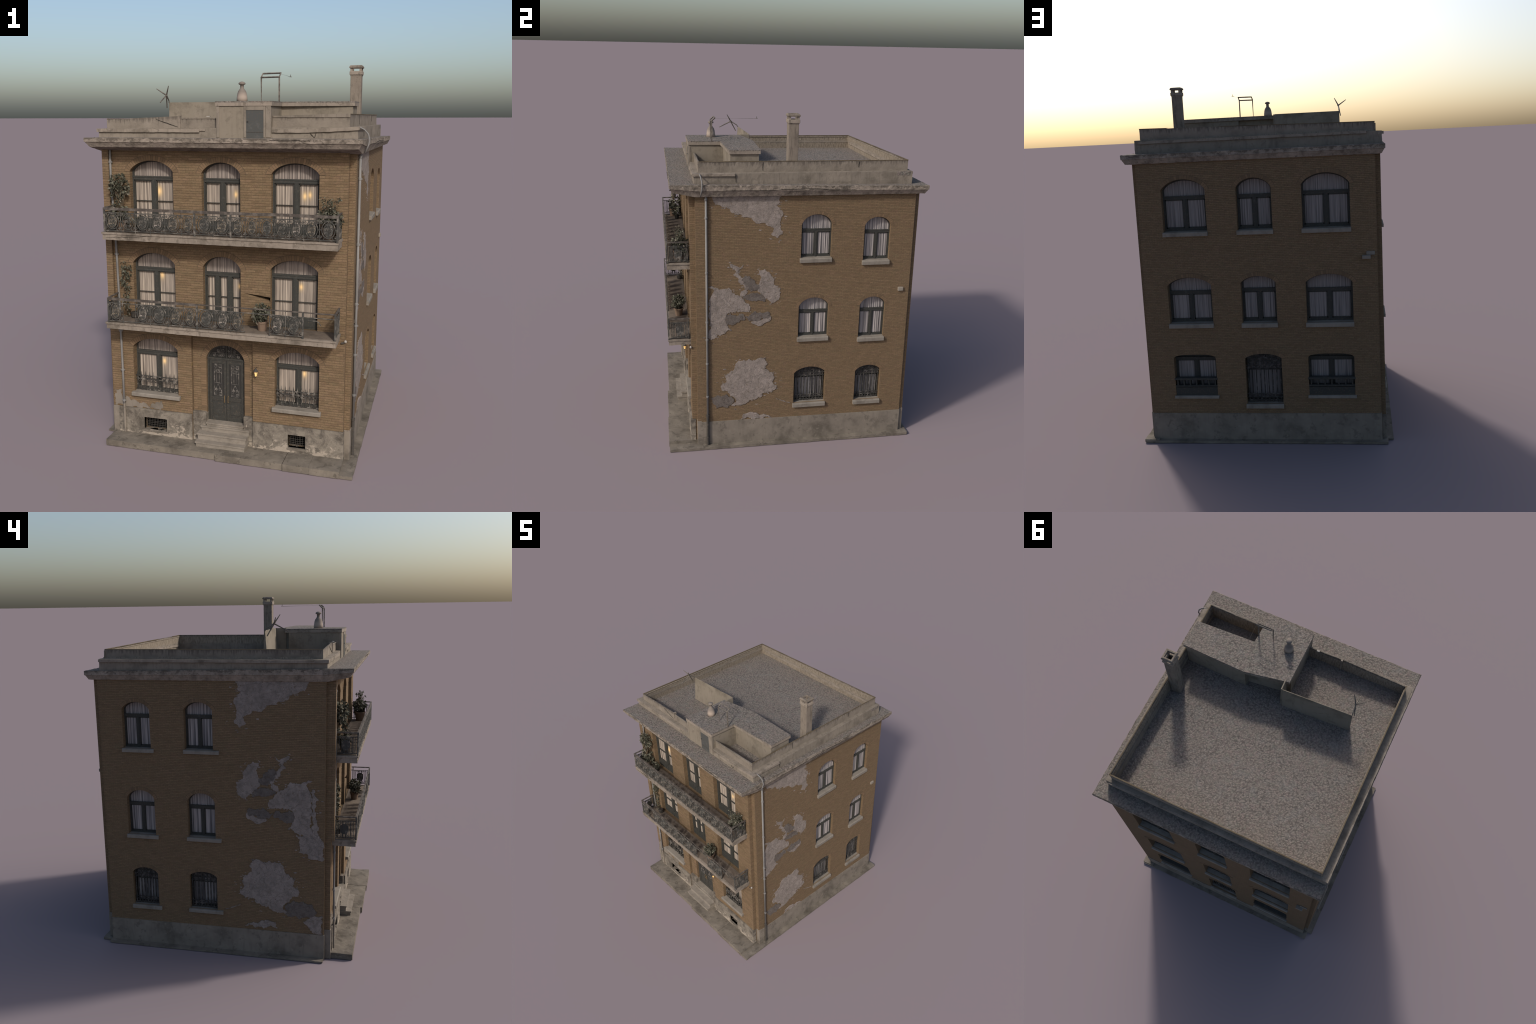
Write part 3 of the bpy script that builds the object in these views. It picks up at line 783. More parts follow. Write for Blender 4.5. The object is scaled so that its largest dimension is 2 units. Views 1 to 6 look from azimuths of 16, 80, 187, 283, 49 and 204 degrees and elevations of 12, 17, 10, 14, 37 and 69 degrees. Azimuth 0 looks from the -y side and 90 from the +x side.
def scroll(b, M, cu, cv, r, turns, d, rad, flip=1, a0=0.0):
    n = int(10 * turns) + 2
    b.tube([M(cu + flip * r * (1 - 0.8 * i / n) * cos(a0 + 2 * pi * turns * i / n), cv + r * (1 - 0.8 * i / n) * sin(a0 + 2 * pi * turns * i / n), d) for i in range(n + 1)], rad, 4)
IRONLIGHT = iron_material("worn_ironwork", (0.065, 0.062, 0.058), (0.20, 0.18, 0.16), 0.54)
b = MB()
for sg in (-1, 1):
    for i, (du, dv, r) in enumerate(((0.018, 0.014, 0.011), (0.042, 0.014, 0.011), (0.066, 0.011, 0.009), (0.018, 0.040, 0.011), (0.043, 0.037, 0.010), (0.014, 0.060, 0.007))):
        scroll(b, MD, cm + sg * du, v1 + 0.004 + dv, r, 1.6, -0.022, 0.0014, sg, i)
    b.tube([MD(cm + sg * 0.004, v1 + 0.030, -0.022), MD(cm + sg * 0.08, v1 + 0.028, -0.022)], 0.0014, 4)
    b.tube([MD(cm + sg * 0.030, v1 + 0.004, -0.022), MD(cm + sg * 0.030, v1 + 0.07, -0.022)], 0.0014, 4)
b.make("fanlight_ironwork", IRONLIGHT, door)
for sg in (-1, 1):
    a, c = sorted((cm + sg * 0.0008, cm + sg * (u1 - u0 - 0.02) / 2))
    b = MB()
    zt = v1 - 0.012
    b.bar(MD, a, c, v0 + 0.003, zt, -0.022, -0.028)                       # leaf backing
    for ua, ub, za, zb in ((a, a + 0.014, v0 + 0.003, zt), (c - 0.014, c, v0 + 0.003, zt), (a + 0.0142, c - 0.0142, zt - 0.018, zt), (a + 0.0142, c - 0.0142, v0 + 0.003, v0 + 0.03), (a + 0.0142, c - 0.0142, v0 + 0.118, v0 + 0.142)):
        b.bar(MD, ua, ub, za, zb, -0.0185, -0.024)
    b.bar(MD, a + 0.021, c - 0.021, v0 + 0.040, v0 + 0.108, -0.0195, -0.024)     # raised lower panel
    leaf = b.make("door_leaf", DOOR, door, bevel=0.0008)
    b = MB(); b.bar(MD, a + 0.015, c - 0.015, v0 + 0.143, zt - 0.019, -0.0212, -0.0225); b.make("door_pane", GLASSDARK, leaf)
    b = MB()
    uc = (a + c) / 2
    z0, z1 = v0 + 0.146, zt - 0.022
    for du in (-0.018, -0.007, 0.007, 0.018):
        b.tube([MD(uc + du, z0 + 0.07, -0.019), MD(uc + du, z1 - 0.035, -0.019)], 0.0015, 4)
    for s2 in (-1, 1):
        scroll(b, MD, uc + s2 * 0.012, z1 - 0.012, 0.0105, 1.7, -0.019, 0.0019, s2, 0.5)
        scroll(b, MD, uc + s2 * 0.011, z1 - 0.031, 0.0085, 1.5, -0.019, 0.0017, s2, 2.5)
        scroll(b, MD, uc + s2 * 0.013, z0 + 0.012, 0.0105, 1.7, -0.019, 0.0019, s2, 3.5)
        scroll(b, MD, uc + s2 * 0.010, z0 + 0.033, 0.0075, 1.5, -0.019, 0.0017, s2, 1.5)
        b.tube([MD(uc, z0 + 0.064, -0.018), MD(uc + s2 * 0.02, z0 + 0.026, -0.018), MD(uc + s2 * 0.022, z0 + 0.004, -0.018)], 0.0018, 4)
        b.tube([MD(uc + s2 * 0.021, z0, -0.019), MD(uc + s2 * 0.021, z1, -0.019)], 0.0012, 4)
    for z in (z0, z0 + 0.07, z1 - 0.044, z1):
        b.tube([MD(uc - 0.022, z, -0.019), MD(uc + 0.022, z, -0.019)], 0.0016, 4)
    b.make("door_ironwork", IRONLIGHT, leaf)
    b = MB()
    hu = cm + sg * 0.010
    b.tube([MD(hu, v0 + 0.112, -0.018), MD(hu, v0 + 0.114, -0.010), MD(hu, v0 + 0.146, -0.010), MD(hu, v0 + 0.148, -0.018)], 0.0022, 6)
    b.make("door_handle", BRASS, leaf)
arch_ring(door, MB_, t, 0.030, 30, legs=0.2)

# lantern on a bracket beside the door
b = MB()
lx, ly, lz = 0.168, -0.636, 0.452
b.lathe([(0.0058, 0.0), (0.0095, 0.024), (0.0095, 0.025)], (lx, ly, lz - 0.015), 6)
lan = b.make("wall_lantern", GLOW, root)
b = MB()
b.lathe([(0.0132, 0.0), (0.0132, 0.0018), (0.0075, 0.011), (0.0025, 0.016), (0.0014, 0.022)], (lx, ly, lz + 0.009), 6)
b.lathe([(0.0012, -0.008), (0.0025, -0.004), (0.0055, -0.001), (0.0055, 0.001)], (lx, ly, lz - 0.016), 6)
for k in range(6):
    w = 2 * pi * k / 6
    b.tube([(lx + 0.0061 * cos(w), ly + 0.0061 * sin(w), lz - 0.015), (lx + 0.0098 * cos(w), ly + 0.0098 * sin(w), lz + 0.009)], 0.0007, 4)
b.tube([(lx, ly, lz + 0.028), (lx, FY + 0.002, lz + 0.024)], 0.0018, 5)
b.make("lantern_frame", DARKIRON, lan)

# thin dark lines down the door bay edges, one with a brass clip
b = MB()
b.tube([MF(-0.187, 0.19, -0.017), MF(-0.1875, 0.665, -0.017)], 0.0015, 5)
b.tube([MF(0.1445, 0.19, -0.017), MF(0.1445, 0.665, -0.017)], 0.0015, 5)
o = b.make("wall_cable", DARKLINE, root)
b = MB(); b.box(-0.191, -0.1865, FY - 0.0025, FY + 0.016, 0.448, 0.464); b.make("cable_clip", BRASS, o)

# ------------------------------------------------------------------ balconies
def oval(n, rx, rz): return [(rx * cos(2 * pi * i / n), rz * sin(2 * pi * i / n)) for i in range(n)]
def panel_mesh(variant):
    """one bay of railing, centred on x, standing on z = 0: oval hoop, connectors, scrolls"""
    b = MB()
    rr = random.Random(variant)
    P = lambda u, v, d: (u, -d, v)
    rx, rz, zc = 0.0305, 0.0365, 0.044
    b.tube([P(x, zc + z, 0) for x, z in oval(18, rx, rz)], 0.0027, 5, closed=True)
    b.tube([P(x, zc + z, 0.001) for x, z in oval(14, rx * 0.72, rz * 0.82)], 0.0013, 4, closed=True)
    for sg in (-1, 1):
        b.tube([P(sg * rx, zc, 0), P(sg * 0.040, zc, 0)], 0.0022, 5)
        b.tube([P(sg * rx * 0.55, zc - rz * 0.8, 0), P(sg * rx * 0.75, 0.0, 0)], 0.0017, 4)
        b.tube([P(sg * rx * 0.6, zc + rz * 0.8, 0), P(sg * rx * 0.62, 0.083, 0)], 0.0014, 4)
        for q, r in ((0.017, 0.0070), (0.0, 0.0085), (-0.019, 0.0070)):
            scroll(b, P, sg * 0.0088, zc + q, r, 1.7, 0.0016, 0.0018, sg, rr.uniform(0, 6))
        for q in (0.030, -0.030):      # corner curls between hoop and frame
            scroll(b, P, sg * 0.033, zc + q, 0.0062, 1.4, 0.001, 0.0016, sg, rr.uniform(0, 6))
        b.tube([P(sg * 0.0395, 0.0, 0), P(sg * 0.0395, 0.083, 0)], 0.0012, 4)
    b.tube([P(0, zc - rz, 0.001), P(0, zc + rz, 0.001)], 0.0014, 4)
    return b
def medal_mesh(variant):
    b = MB()
    P = lambda u, v, d: (u, -d, v)
    rr = random.Random(variant + 50)
    pts = [(x * rr.uniform(0.92, 1.04), 0.044 + z * rr.uniform(0.92, 1.04)) for x, z in oval(16, 0.0225, 0.0320)]
    b.prism(pts, P, 0.0, -0.002)
    return b

def balcony(zb, zt, zrail, bays, gaps, posts, double):
    """slab with a moulded lip, railing on three sides"""
    x0, x1, y0 = -0.607, 0.594, -0.7475
    b = MB()
    b.gbox(x0 + 0.004, x1 - 0.004, y0 + 0.004, FY + 0.002, zb, zt - 0.010, 0.014)
    b.gbox(x0, x1, y0, FY + 0.002, zt - 0.0095, zt, 0.014)
    slab = b.make("balcony", STONE, root, rough=(0.0012, 40))
    b = MB(); b.box(x0 + 0.012, x1 - 0.012, y0 + 0.014, FY + 0.002, zt - 0.004, zt + 0.0015)
    b.make("balcony_floor", BALCFLOOR, slab)
    yr, xl, xr = -0.7435, -0.588, 0.586
    zr0, zr1 = zt + 0.010, zrail - 0.026          # bottom bar, top bar
    b = MB()
    b.tube([(xl, yr, zr0), (xr, yr, zr0)], 0.0024, 5) if not gaps else None
    for (ga, gb) in gaps: b.tube([(ga, yr, zr0), (gb, yr, zr0)], 0.0024, 5)
    b.tube([(xl, yr, zr1), (xr, yr, zr1)], 0.0024, 5)
    for x in (xl, xr):
        for z in (zr0, zr1): b.tube([(x, yr, z), (x, FY + 0.004, z)], 0.0022, 5)
        n = 9
        for i in range(1, n):
            y = yr + (FY - yr) * i / n
            b.tube([(x, y, zr0), (x, y, zr1)], 0.0019, 5)
        ym = (yr + FY) / 2
        zm, hh = (zr0 + zr1) / 2, (zr1 - zr0) / 2
        for fy, fz, r_ in ((0.042, 0.90, 0.0022), (0.032, 0.78, 0.0018)):
            b.tube([(x, ym - fy, zm - hh * fz), (x, ym + fy, zm - hh * fz), (x, ym + fy, zm + hh * fz), (x, ym - fy, zm + hh * fz)], r_, 4, closed=True)
        b.prism([(ym - 0.014, zm - hh * 0.62), (ym + 0.014, zm - hh * 0.62), (ym + 0.022, zm - hh * 0.1), (ym + 0.021, zm + hh * 0.4), (ym + 0.010, zm + hh * 0.62), (ym - 0.010, zm + hh * 0.62), (ym - 0.021, zm + hh * 0.4), (ym - 0.022, zm - hh * 0.1)],
                lambda u, v, d: (x + d, u, v), -0.001, 0.001)
        for sg in (-1, 1):
            scroll(b, lambda u, v, d: (x + d, u, v), ym + sg * 0.011, zm + hh * 0.72, 0.007, 1.5, 0.001, 0.0016, sg, 1.0)
            scroll(b, lambda u, v, d: (x + d, u, v), ym + sg * 0.012, zm - hh * 0.72, 0.007, 1.5, 0.001, 0.0016, sg, 2.0)
    for x in bays:                                  # short struts between the two top bars and feet
        b.tube([(x, yr, zt - 0.001), (x, yr, zr1)], 0.0021, 5)
        b.tube([(x, yr, zr1), (x, yr, zrail - 0.004)], 0.0016, 4)
    rail = b.make("railing", IRON, slab)
    b = MB()
    for x in posts: b.box(x - 0.0045, x + 0.0045, yr - 0.0038, yr + 0.0038, zt - 0.001, zrail - 0.002)
    for x in (xl, xr): b.box(x - 0.003, x + 0.003, -0.632, -0.626, zt - 0.001, zrail - 0.003)
    b.make("railing_post", IRON, slab, bevel=0.0008)
    return slab, yr, xl, xr, zr0, zr1

pan = [panel_mesh(i) for i in range(3)]
med = [medal_mesh(i) for i in range(3)]
protos = []
def bay_panels(slab, spans, yr, zr0, zr1, fill):
    global protos
    for k, (a, c) in enumerate(spans):
        v = k % 3
        h = (zr1 - zr0) / 0.083
        loc = ((a + c) / 2, yr, zr0); sc = ((c - a) / 0.081, 1, h)
        if len(protos) <= v:
            o = pan[v].make("railing_panel", IRON, slab)
            protos.append(o); o.location = loc; o.scale = sc
        else:
            clone(protos[v], loc, slab, sc)
        if fill[k] == "o": continue
        key = (fill[k], v)
        if key not in medals:
            m = med[v].make("railing_medallion", MEDAL if fill[k] == "b" else MEDAL_DARK if fill[k] == "d" else MEDAL_LIGHT, slab)
            medals[key] = m; m.location = loc; m.scale = sc
        else:
            clone(medals[key], loc, slab, sc)
medals = {}

# upper balcony
ub = [-0.499, -0.420, -0.339, -0.262, -0.176, -0.104, -0.013, 0.075, 0.148, 0.216, 0.292, 0.361, 0.430, 0.503]
slab, yr, xl, xr, zr0, zr1 = balcony(1.1265, 1.165, 1.291, ub, [], [xl_ for xl_ in (-0.588, -0.108, 0.075, 0.586)], False)
e = [-0.588] + ub + [0.586]
bay_panels(slab, list(zip(e[:-1], e[1:])), yr, zr0, zr1, "bodlbbdbbbdolbd")
b = MB()   # flat handrail, sagging a little
def handrail(x0, x1, y, z, h, th, sag):
    n = 24
    for i in range(n):
        xa, xb = x0 + (x1 - x0) * i / n, x0 + (x1 - x0) * (i + 1) / n
        za, zb_ = z + sag * noise.noise(Vector((xa * 9, y, 0))), z + sag * noise.noise(Vector((xb * 9, y, 0)))
        b.add([(xa, y - th, za - h), (xa, y + th, za - h), (xa, y + th, za), (xa, y - th, za), (xb, y - th, zb_ - h), (xb, y + th, zb_ - h), (xb, y + th, zb_), (xb, y - th, zb_)],
              [(0, 1, 5, 4), (1, 2, 6, 5), (2, 3, 7, 6), (3, 0, 4, 7)] + ([(0, 3, 2, 1)] if i == 0 else []) + ([(4, 5, 6, 7)] if i == n - 1 else []))
handrail(-0.592, 0.590, yr, 1.2905, 0.013, 0.0045, 0.002)
for x in (xl, xr): b.box(x - 0.004, x + 0.004, yr, -0.62, 1.284, 1.2905)
b.make("handrail", RAILBAND, slab)

# lower balcony, with bays missing
lb = [-0.507, -0.436, -0.357, -0.258, -0.176, -0.104, -0.009, 0.070, 0.267, 0.346, 0.431]
slab2, yr, xl, xr, zr0, zr1 = balcony(0.660, 0.6945, 0.826, lb, [(-0.588, 0.145), (0.267, 0.431)], [-0.588, -0.104, 0.431, 0.586], True)
bay_panels(slab2, [(-0.588, -0.507), (-0.436, -0.357), (-0.357, -0.258), (-0.258, -0.176), (-0.176, -0.104), (-0.104, -0.009), (-0.009, 0.070), (0.070, 0.140), (0.267, 0.346), (0.346, 0.431)], yr, zr0, zr1, "bldbbdlbld")
b = MB()
handrail(-0.592, -0.10, yr, 0.826, 0.011, 0.0045, 0.002)
handrail(-0.10, 0.590, yr, 0.826, 0.005, 0.003, 0.0012)
for x in (xl, xr): b.box(x - 0.004, x + 0.004, yr, -0.62, 0.820, 0.826)
b.make("handrail", RAILBAND, slab2)
b = MB()   # a torn bar hanging where the bay is gone
b.tube([(0.455, yr, 0.789), (0.475, yr, 0.786), (0.497, yr, 0.786), (0.508, yr, 0.779), (0.517, yr, 0.765)], 0.0022, 5)
b.tube([(0.185, yr, 0.805), (0.185, yr, 0.822)], 0.0018, 4)
b.make("broken_bar", IRON, slab2)

# ------------------------------------------------------------------ plants
def leaf_cluster(b, c, rad, n, size, rr, droop=0.3):
    for _ in range(n):
        while True:
            p = Vector((rr.uniform(-1, 1), rr.uniform(-1, 1), rr.uniform(-1, 1)))
            if 0.25 < p.length < 1: break
        q = Vector((c[0] + p.x * rad[0], c[1] + p.y * rad[1], c[2] + p.z * rad[2]))
        d = (p + Vector((rr.uniform(-.8, .8), rr.uniform(-.8, .8), rr.uniform(-.8, .5) - droop))).normalized()
        s_ = d.cross(Vector((rr.uniform(-1, 1), rr.uniform(-1, 1), rr.uniform(-1, 1)))).normalized()
        nn = d.cross(s_)
        l = size * rr.uniform(0.6, 1.35); w = l * rr.uniform(0.26, 0.42)
        tip = q + d * l - nn * l * 0.22
        mid_ = q + d * l * 0.45 + nn * l * 0.08
        b.add([q, mid_ + s_ * w - nn * l * 0.08, tip, mid_ - s_ * w - nn * l * 0.08, mid_, mid_ - nn * 0.0006],
              [(0, 1, 4), (1, 2, 4), (2, 3, 4), (3, 0, 4), (1, 0, 5), (2, 1, 5), (3, 2, 5), (0, 3, 5)])
def pot(name, c, r, h, mat, soil=True):
    b = MB()
    b.lathe([(r * 0.72, 0), (r * 0.80, h * 0.3), (r * 0.95, h * 0.82), (r * 1.06, h * 0.83), (r * 1.06, h), (r * 0.93, h), (r * 0.9, h * 0.86)], c, 18)
    o = b.make(name, mat, root, smooth=False)
    if soil:
        b = MB(); b.lathe([(r * 0.9, h * 0.8), (r * 0.9, h * 0.88)], c, 14); b.make("soil", SOIL, o)
    return o
def twigs(b, c, n, h, spread, rr, r=0.0013):
    ends = []
    for i in range(n):
        a = rr.uniform(0, 2 * pi); k = rr.uniform(0.3, 1) * spread
        p = [Vector(c)]
        for j in range(1, 5):
            f = j / 4
            p.append(Vector((c[0] + cos(a) * k * f * f + rr.uniform(-.003, .003), c[1] + sin(a) * k * f * f * 0.6 + rr.uniform(-.003, .003), c[2] + h * f * rr.uniform(0.85, 1.05))))
        b.tube(p, [r, r, r * 0.9, r * 0.7, r * 0.5], 4); ends.append(p)
    return ends
rr = random.Random(21)
# tall bush at the left end of the upper balcony
p = pot("flower_pot", (-0.530, -0.672, 1.166), 0.030, 0.056, TERRA)
b = MB(); tw = twigs(b, (-0.530, -0.670, 1.215), 7, 0.17, 0.045, rr, 0.002); b.make("stem", BARK, p)
b = MB()
leaf_cluster(b, (-0.542, -0.655, 1.385), (0.050, 0.030, 0.062), 300, 0.017, rr)
leaf_cluster(b, (-0.575, -0.650, 1.40), (0.022, 0.022, 0.055), 90, 0.015, rr)
leaf_cluster(b, (-0.540, -0.668, 1.27), (0.040, 0.032, 0.055), 140, 0.017, rr)
leaf_cluster(b, (-0.525, -0.665, 1.225), (0.045, 0.030, 0.025), 90, 0.018, rr)
b.make("foliage", LEAF, p, kind="stuff", weld=False)
# small dark pot further along
p = pot("flower_pot", (-0.437, -0.650, 1.166), 0.018, 0.030, DOOR)
b = MB(); leaf_cluster(b, (-0.437, -0.652, 1.212), (0.024, 0.018, 0.024), 90, 0.015, rr); b.make("foliage", LEAF, p, kind="stuff", weld=False)
# pot plant at the right end of the upper balcony
p = pot("flower_pot", (0.530, -0.672, 1.166), 0.036, 0.062, TERRA)
b = MB(); tw = twigs(b, (0.535, -0.668, 1.22), 8, 0.13, 0.05, rr); b.make("stem", BARK, p)
b = MB()
leaf_cluster(b, (0.535, -0.670, 1.272), (0.052, 0.040, 0.034), 280, 0.017, rr)
leaf_cluster(b, (0.565, -0.660, 1.245), (0.028, 0.034, 0.040), 110, 0.015, rr)
for q in tw: 
    for j in (2, 3, 4): leaf_cluster(b, q[j], (0.010, 0.009, 0.012), 9, 0.013, rr)
b.make("foliage", LEAF, p, kind="stuff", weld=False)
# pot plant on the lower balcony
p = pot("flower_pot", (0.211, -0.671, 0.696), 0.029, 0.050, TERRA)
b = MB(); tw = twigs(b, (0.211, -0.671, 0.74), 7, 0.07, 0.035, rr); b.make("stem", BARK, p)
b = MB()
leaf_cluster(b, (0.209, -0.671, 0.795), (0.036, 0.034, 0.034), 240, 0.017, rr)
leaf_cluster(b, (0.196, -0.680, 0.768), (0.034, 0.028, 0.028), 120, 0.016, rr)
b.make("foliage", LEAF, p, kind="stuff", weld=False)
# vine trailing down the wall by the left lower window
b = MB()
vine = [(-0.540 + 0.007 * sin(i * 1.3), -0.628 - 0.004 * (i % 2), 0.975 - 0.27 * i / 12) for i in range(13)]
b.tube(vine, 0.0016, 4); p = b.make("vine", BARK, root)
b = MB()
for i, q in enumerate(vine): leaf_cluster(b, q, ((0.026 if i < 6 else 0.012), 0.014, 0.016), 32 if i < 6 else 12, 0.014, rr)
b.make("foliage", LEAF, p, kind="stuff", weld=False)
b = MB()   # basket on the lower balcony wall
b.lathe([(0.012, 0), (0.018, 0.006), (0.020, 0.03), (0.018, 0.032)], (-0.492, -0.640, 0.696), 14)
b.make("flower_pot", DARKIRON, root)

# ------------------------------------------------------------------ downpipes and fittings
def pipe(pts, r, joints, zdark, mat2):
    b = MB(); b.tube(pts, r, 12); o = b.make("downpipe", PIPE, root, smooth=True)
    for z, p in joints:
        b = MB(); b.lathe([(r * 1.05, -0.006), (r * 1.38, -0.005), (r * 1.38, 0.005), (r * 1.05, 0.006)], (p[0], p[1], z), 12)
        b.box(p[0] - r * 2.0, p[0] + r * 2.0, p[1] - 0.001, p[1] + 0.001, z - 0.0025, z + 0.0025)
        b.make("pipe_joint", PIPE, o)
    return o
px, py = 0.6545, -0.525
o = pipe([(px, py, 0.20), (px, py, 1.57)], 0.0062, [(z, (px, py)) for z in (1.545, 1.441, 1.122, 0.822, 0.711, 0.559, 0.344)], 0, None)
b = MB(); b.tube([(px, py, 0.006), (px, py, 0.215)], 0.0082, 12); b.lathe([(0.0095, 0), (0.0105, 0.001), (0.0105, 0.014), (0.0095, 0.015)], (px, py, 0.205), 12)
b.lathe([(0.009, 0), (0.0098, 0.001), (0.0098, 0.008), (0.009, 0.009)], (px, py, 0.062), 12)
b.make("iron_pipe_foot", DARKIRON, o)
lp = [(-0.603, -0.6255, 1.575), (-0.604, -0.6255, 1.43), (-0.590, -0.6265, 1.10), (-0.585, -0.6265, 0.80), (-0.582, -0.6265, 0.40), (-0.580, -0.629, 0.16)]
o = pipe(lp, 0.0060, [(1.508, lp[1]), (1.031, (-0.5885, -0.6265)), (0.613, (-0.5835, -0.6265)), (0.392, (-0.582, -0.6265)), (0.217, (-0.5805, -0.628))], 0, None)
b = MB(); b.tube([(-0.580, -0.629, 0.20), (-0.580, -0.629, 0.036)], 0.0066, 10); b.make("pipe_foot", PLINTH, o)
# spout from the roof over the cornice
b = MB()
b.tube([(0.642, -0.557, 1.681), (0.655, -0.557, 1.681), (0.672, -0.553, 1.672), (0.690, -0.549, 1.652), (0.697, -0.548, 1.624), (0.692, -0.551, 1.598), (0.679, -0.556, 1.566)], [0.0045, 0.0045, 0.004, 0.004, 0.004, 0.004, 0.004], 8)
b.make("roof_spout", PIPE, root, smooth=True)
b = MB(); b.box(0.640, 0.656, 0.615, 0.648, 0.967, 0.991); b.make("junction_box", BOXT, root, bevel=0.003)
b = MB(); b.box(-0.630, -0.585, BY, BY + 0.006, 1.040, 1.060); b.make("junction_box", SILL, root, bevel=0.002)
b = MB(); b.box(-0.607, -0.563, BY, BY + 0.024, 1.022, 1.040); b.make("junction_box", SILL, root, bevel=0.002)
b = MB()
b.lathe([(0.001, -0.0075), (0.0055, -0.005), (0.0075, 0), (0.0055, 0.005), (0.001, 0.0075)], (0.618, -0.618, 0.655), 12)
o = b.make("globe_lamp", PALEBOX, root, smooth=True)
b = MB(); b.tube([(0.598, FY - 0.006, 0.646), (0.612, FY - 0.004, 0.648)], 0.0045, 8); b.make("lamp_bracket", DARKIRON, o)

# ------------------------------------------------------------------ plaster remnants on the side walls
def ragged(pts, rr, depth=5, amp=0.15):
    """break every side of an outline into a crumbling edge; ease off where it would cross itself"""
    state = rr.getstate()
    for attempt in range(6):
        rr.setstate(state)
        p_ = list(pts)
        for lv in range(depth):
            out = []
            for i, p in enumerate(p_):
                q = p_[(i + 1) % len(p_)]
                l = math.hypot(q[0] - p[0], q[1] - p[1])
                out.append(p)
                if l > 0.0035:
                    k = rr.gauss(0, amp * (1.0 if lv < 2 else 1.4)) * min(l, 0.045)
                    k = max(-0.32 * l, min(0.32 * l, k))
                    out.append(((p[0] + q[0]) / 2 - (q[1] - p[1]) / l * k, (p[1] + q[1]) / 2 + (q[0] - p[0]) / l * k))
            p_ = out
        area = abs(sum(p_[i][0] * p_[(i + 1) % len(p_)][1] - p_[(i + 1) % len(p_)][0] * p_[i][1] for i in range(len(p_)))) / 2
        tri = tessellate_polygon([[Vector((p[0], p[1], 0)) for p in p_]])
        cov = sum(abs((p_[b_][0] - p_[a_][0]) * (p_[c_][1] - p_[a_][1]) - (p_[c_][0] - p_[a_][0]) * (p_[b_][1] - p_[a_][1])) / 2 for a_, b_, c_ in tri)
        if abs(cov - area) < 0.005 * area and len(tri) == len(p_) - 2: break
        amp *= 0.72
    return p_
PATCH = [
    (0, [(-0.500, 1.575), (-0.108, 1.575), (-0.111, 1.521), (-0.136, 1.503), (-0.092, 1.459), (-0.105, 1.422), (-0.092, 1.344), (-0.125, 1.313), (-0.158, 1.338), (-0.141, 1.368), (-0.21, 1.406), (-0.239, 1.40), (-0.268, 1.433), (-0.336, 1.457), (-0.382, 1.465), (-0.411, 1.498), (-0.474, 1.514)]),
    (0, [(-0.393, 1.165), (-0.313, 1.162), (-0.338, 1.135), (-0.345, 1.110), (-0.318, 1.07), (-0.279, 1.015), (-0.318, 0.972), (-0.330, 0.968), (-0.298, 1.012), (-0.340, 1.075), (-0.362, 1.133)]),
    (0, [(-0.228, 1.123), (-0.169, 1.116), (-0.134, 1.065), (-0.137, 1.038), (-0.095, 1.012), (-0.105, 0.942), (-0.15, 0.918), (-0.188, 0.957), (-0.226, 0.994), (-0.238, 1.026), (-0.212, 1.087)]),
    (1, [(-0.323, 1.076), (-0.279, 1.09), (-0.219, 1.029), (-0.252, 1.003), (-0.286, 1.012)]),
    (1, [(-0.318, 0.963), (-0.27, 0.984), (-0.211, 0.978), (-0.184, 0.937), (-0.262, 0.937)]),
    (0, [(-0.515, 1.035), (-0.44, 1.019), (-0.381, 1.005), (-0.322, 0.959), (-0.277, 0.91), (-0.273, 0.886), (-0.322, 0.876), (-0.374, 0.875), (-0.411, 0.861), (-0.411, 0.805), (-0.385, 0.767), (-0.426, 0.741), (-0.485, 0.712), (-0.515, 0.72)]),
    (1, [(-0.411, 0.861), (-0.321, 0.864), (-0.30, 0.832), (-0.381, 0.795), (-0.418, 0.821)]),
    (1, [(-0.300, 0.845), (-0.239, 0.872), (-0.156, 0.86), (-0.165, 0.825), (-0.215, 0.815), (-0.275, 0.812)]),
    (0, [(-0.270, 0.812), (-0.215, 0.814), (-0.165, 0.824), (-0.159, 0.85), (-0.150, 0.82), (-0.208, 0.78), (-0.24, 0.79)]),
    (0, [(-0.342, 0.564), (-0.258, 0.559), (-0.197, 0.576), (-0.177, 0.554), (-0.18, 0.504), (-0.145, 0.476), (-0.121, 0.44), (-0.132, 0.415), (-0.108, 0.388), (-0.111, 0.362), (-0.177, 0.341), (-0.232, 0.301), (-0.333, 0.265), (-0.38, 0.269), (-0.349, 0.301), (-0.391, 0.343), (-0.441, 0.385), (-0.441, 0.411), (-0.411, 0.426), (-0.422, 0.469), (-0.372, 0.499)]),
    (0, [(-0.325, 0.172), (-0.309, 0.207), (-0.254, 0.216), (-0.191, 0.193), (-0.135, 0.168), (-0.20, 0.165)]),
    (1, [(-0.503, 0.33), (-0.411, 0.349), (-0.364, 0.311), (-0.385, 0.275), (-0.472, 0.254)]),
    (0, [(-0.110, 0.300), (-0.06, 0.28), (-0.02, 0.262), (-0.05, 0.270), (-0.10, 0.290)]),
]
LEFT_EXTRA = [(1, [(-0.367, 0.262), (-0.43, 0.332), (-0.520, 0.318), (-0.530, 0.265), (-0.45, 0.238)]),
              (0, [(-0.47, 0.225), (-0.52, 0.262), (-0.577, 0.261), (-0.577, 0.154), (-0.524, 0.156)]),
              (0, [(-0.515, 0.72), (-0.515, 0.99), (-0.549, 0.932), (-0.535, 0.853), (-0.543, 0.761), (-0.574, 0.70), (-0.574, 0.59), (-0.50, 0.60), (-0.45, 0.64), (-0.43, 0.735)])]
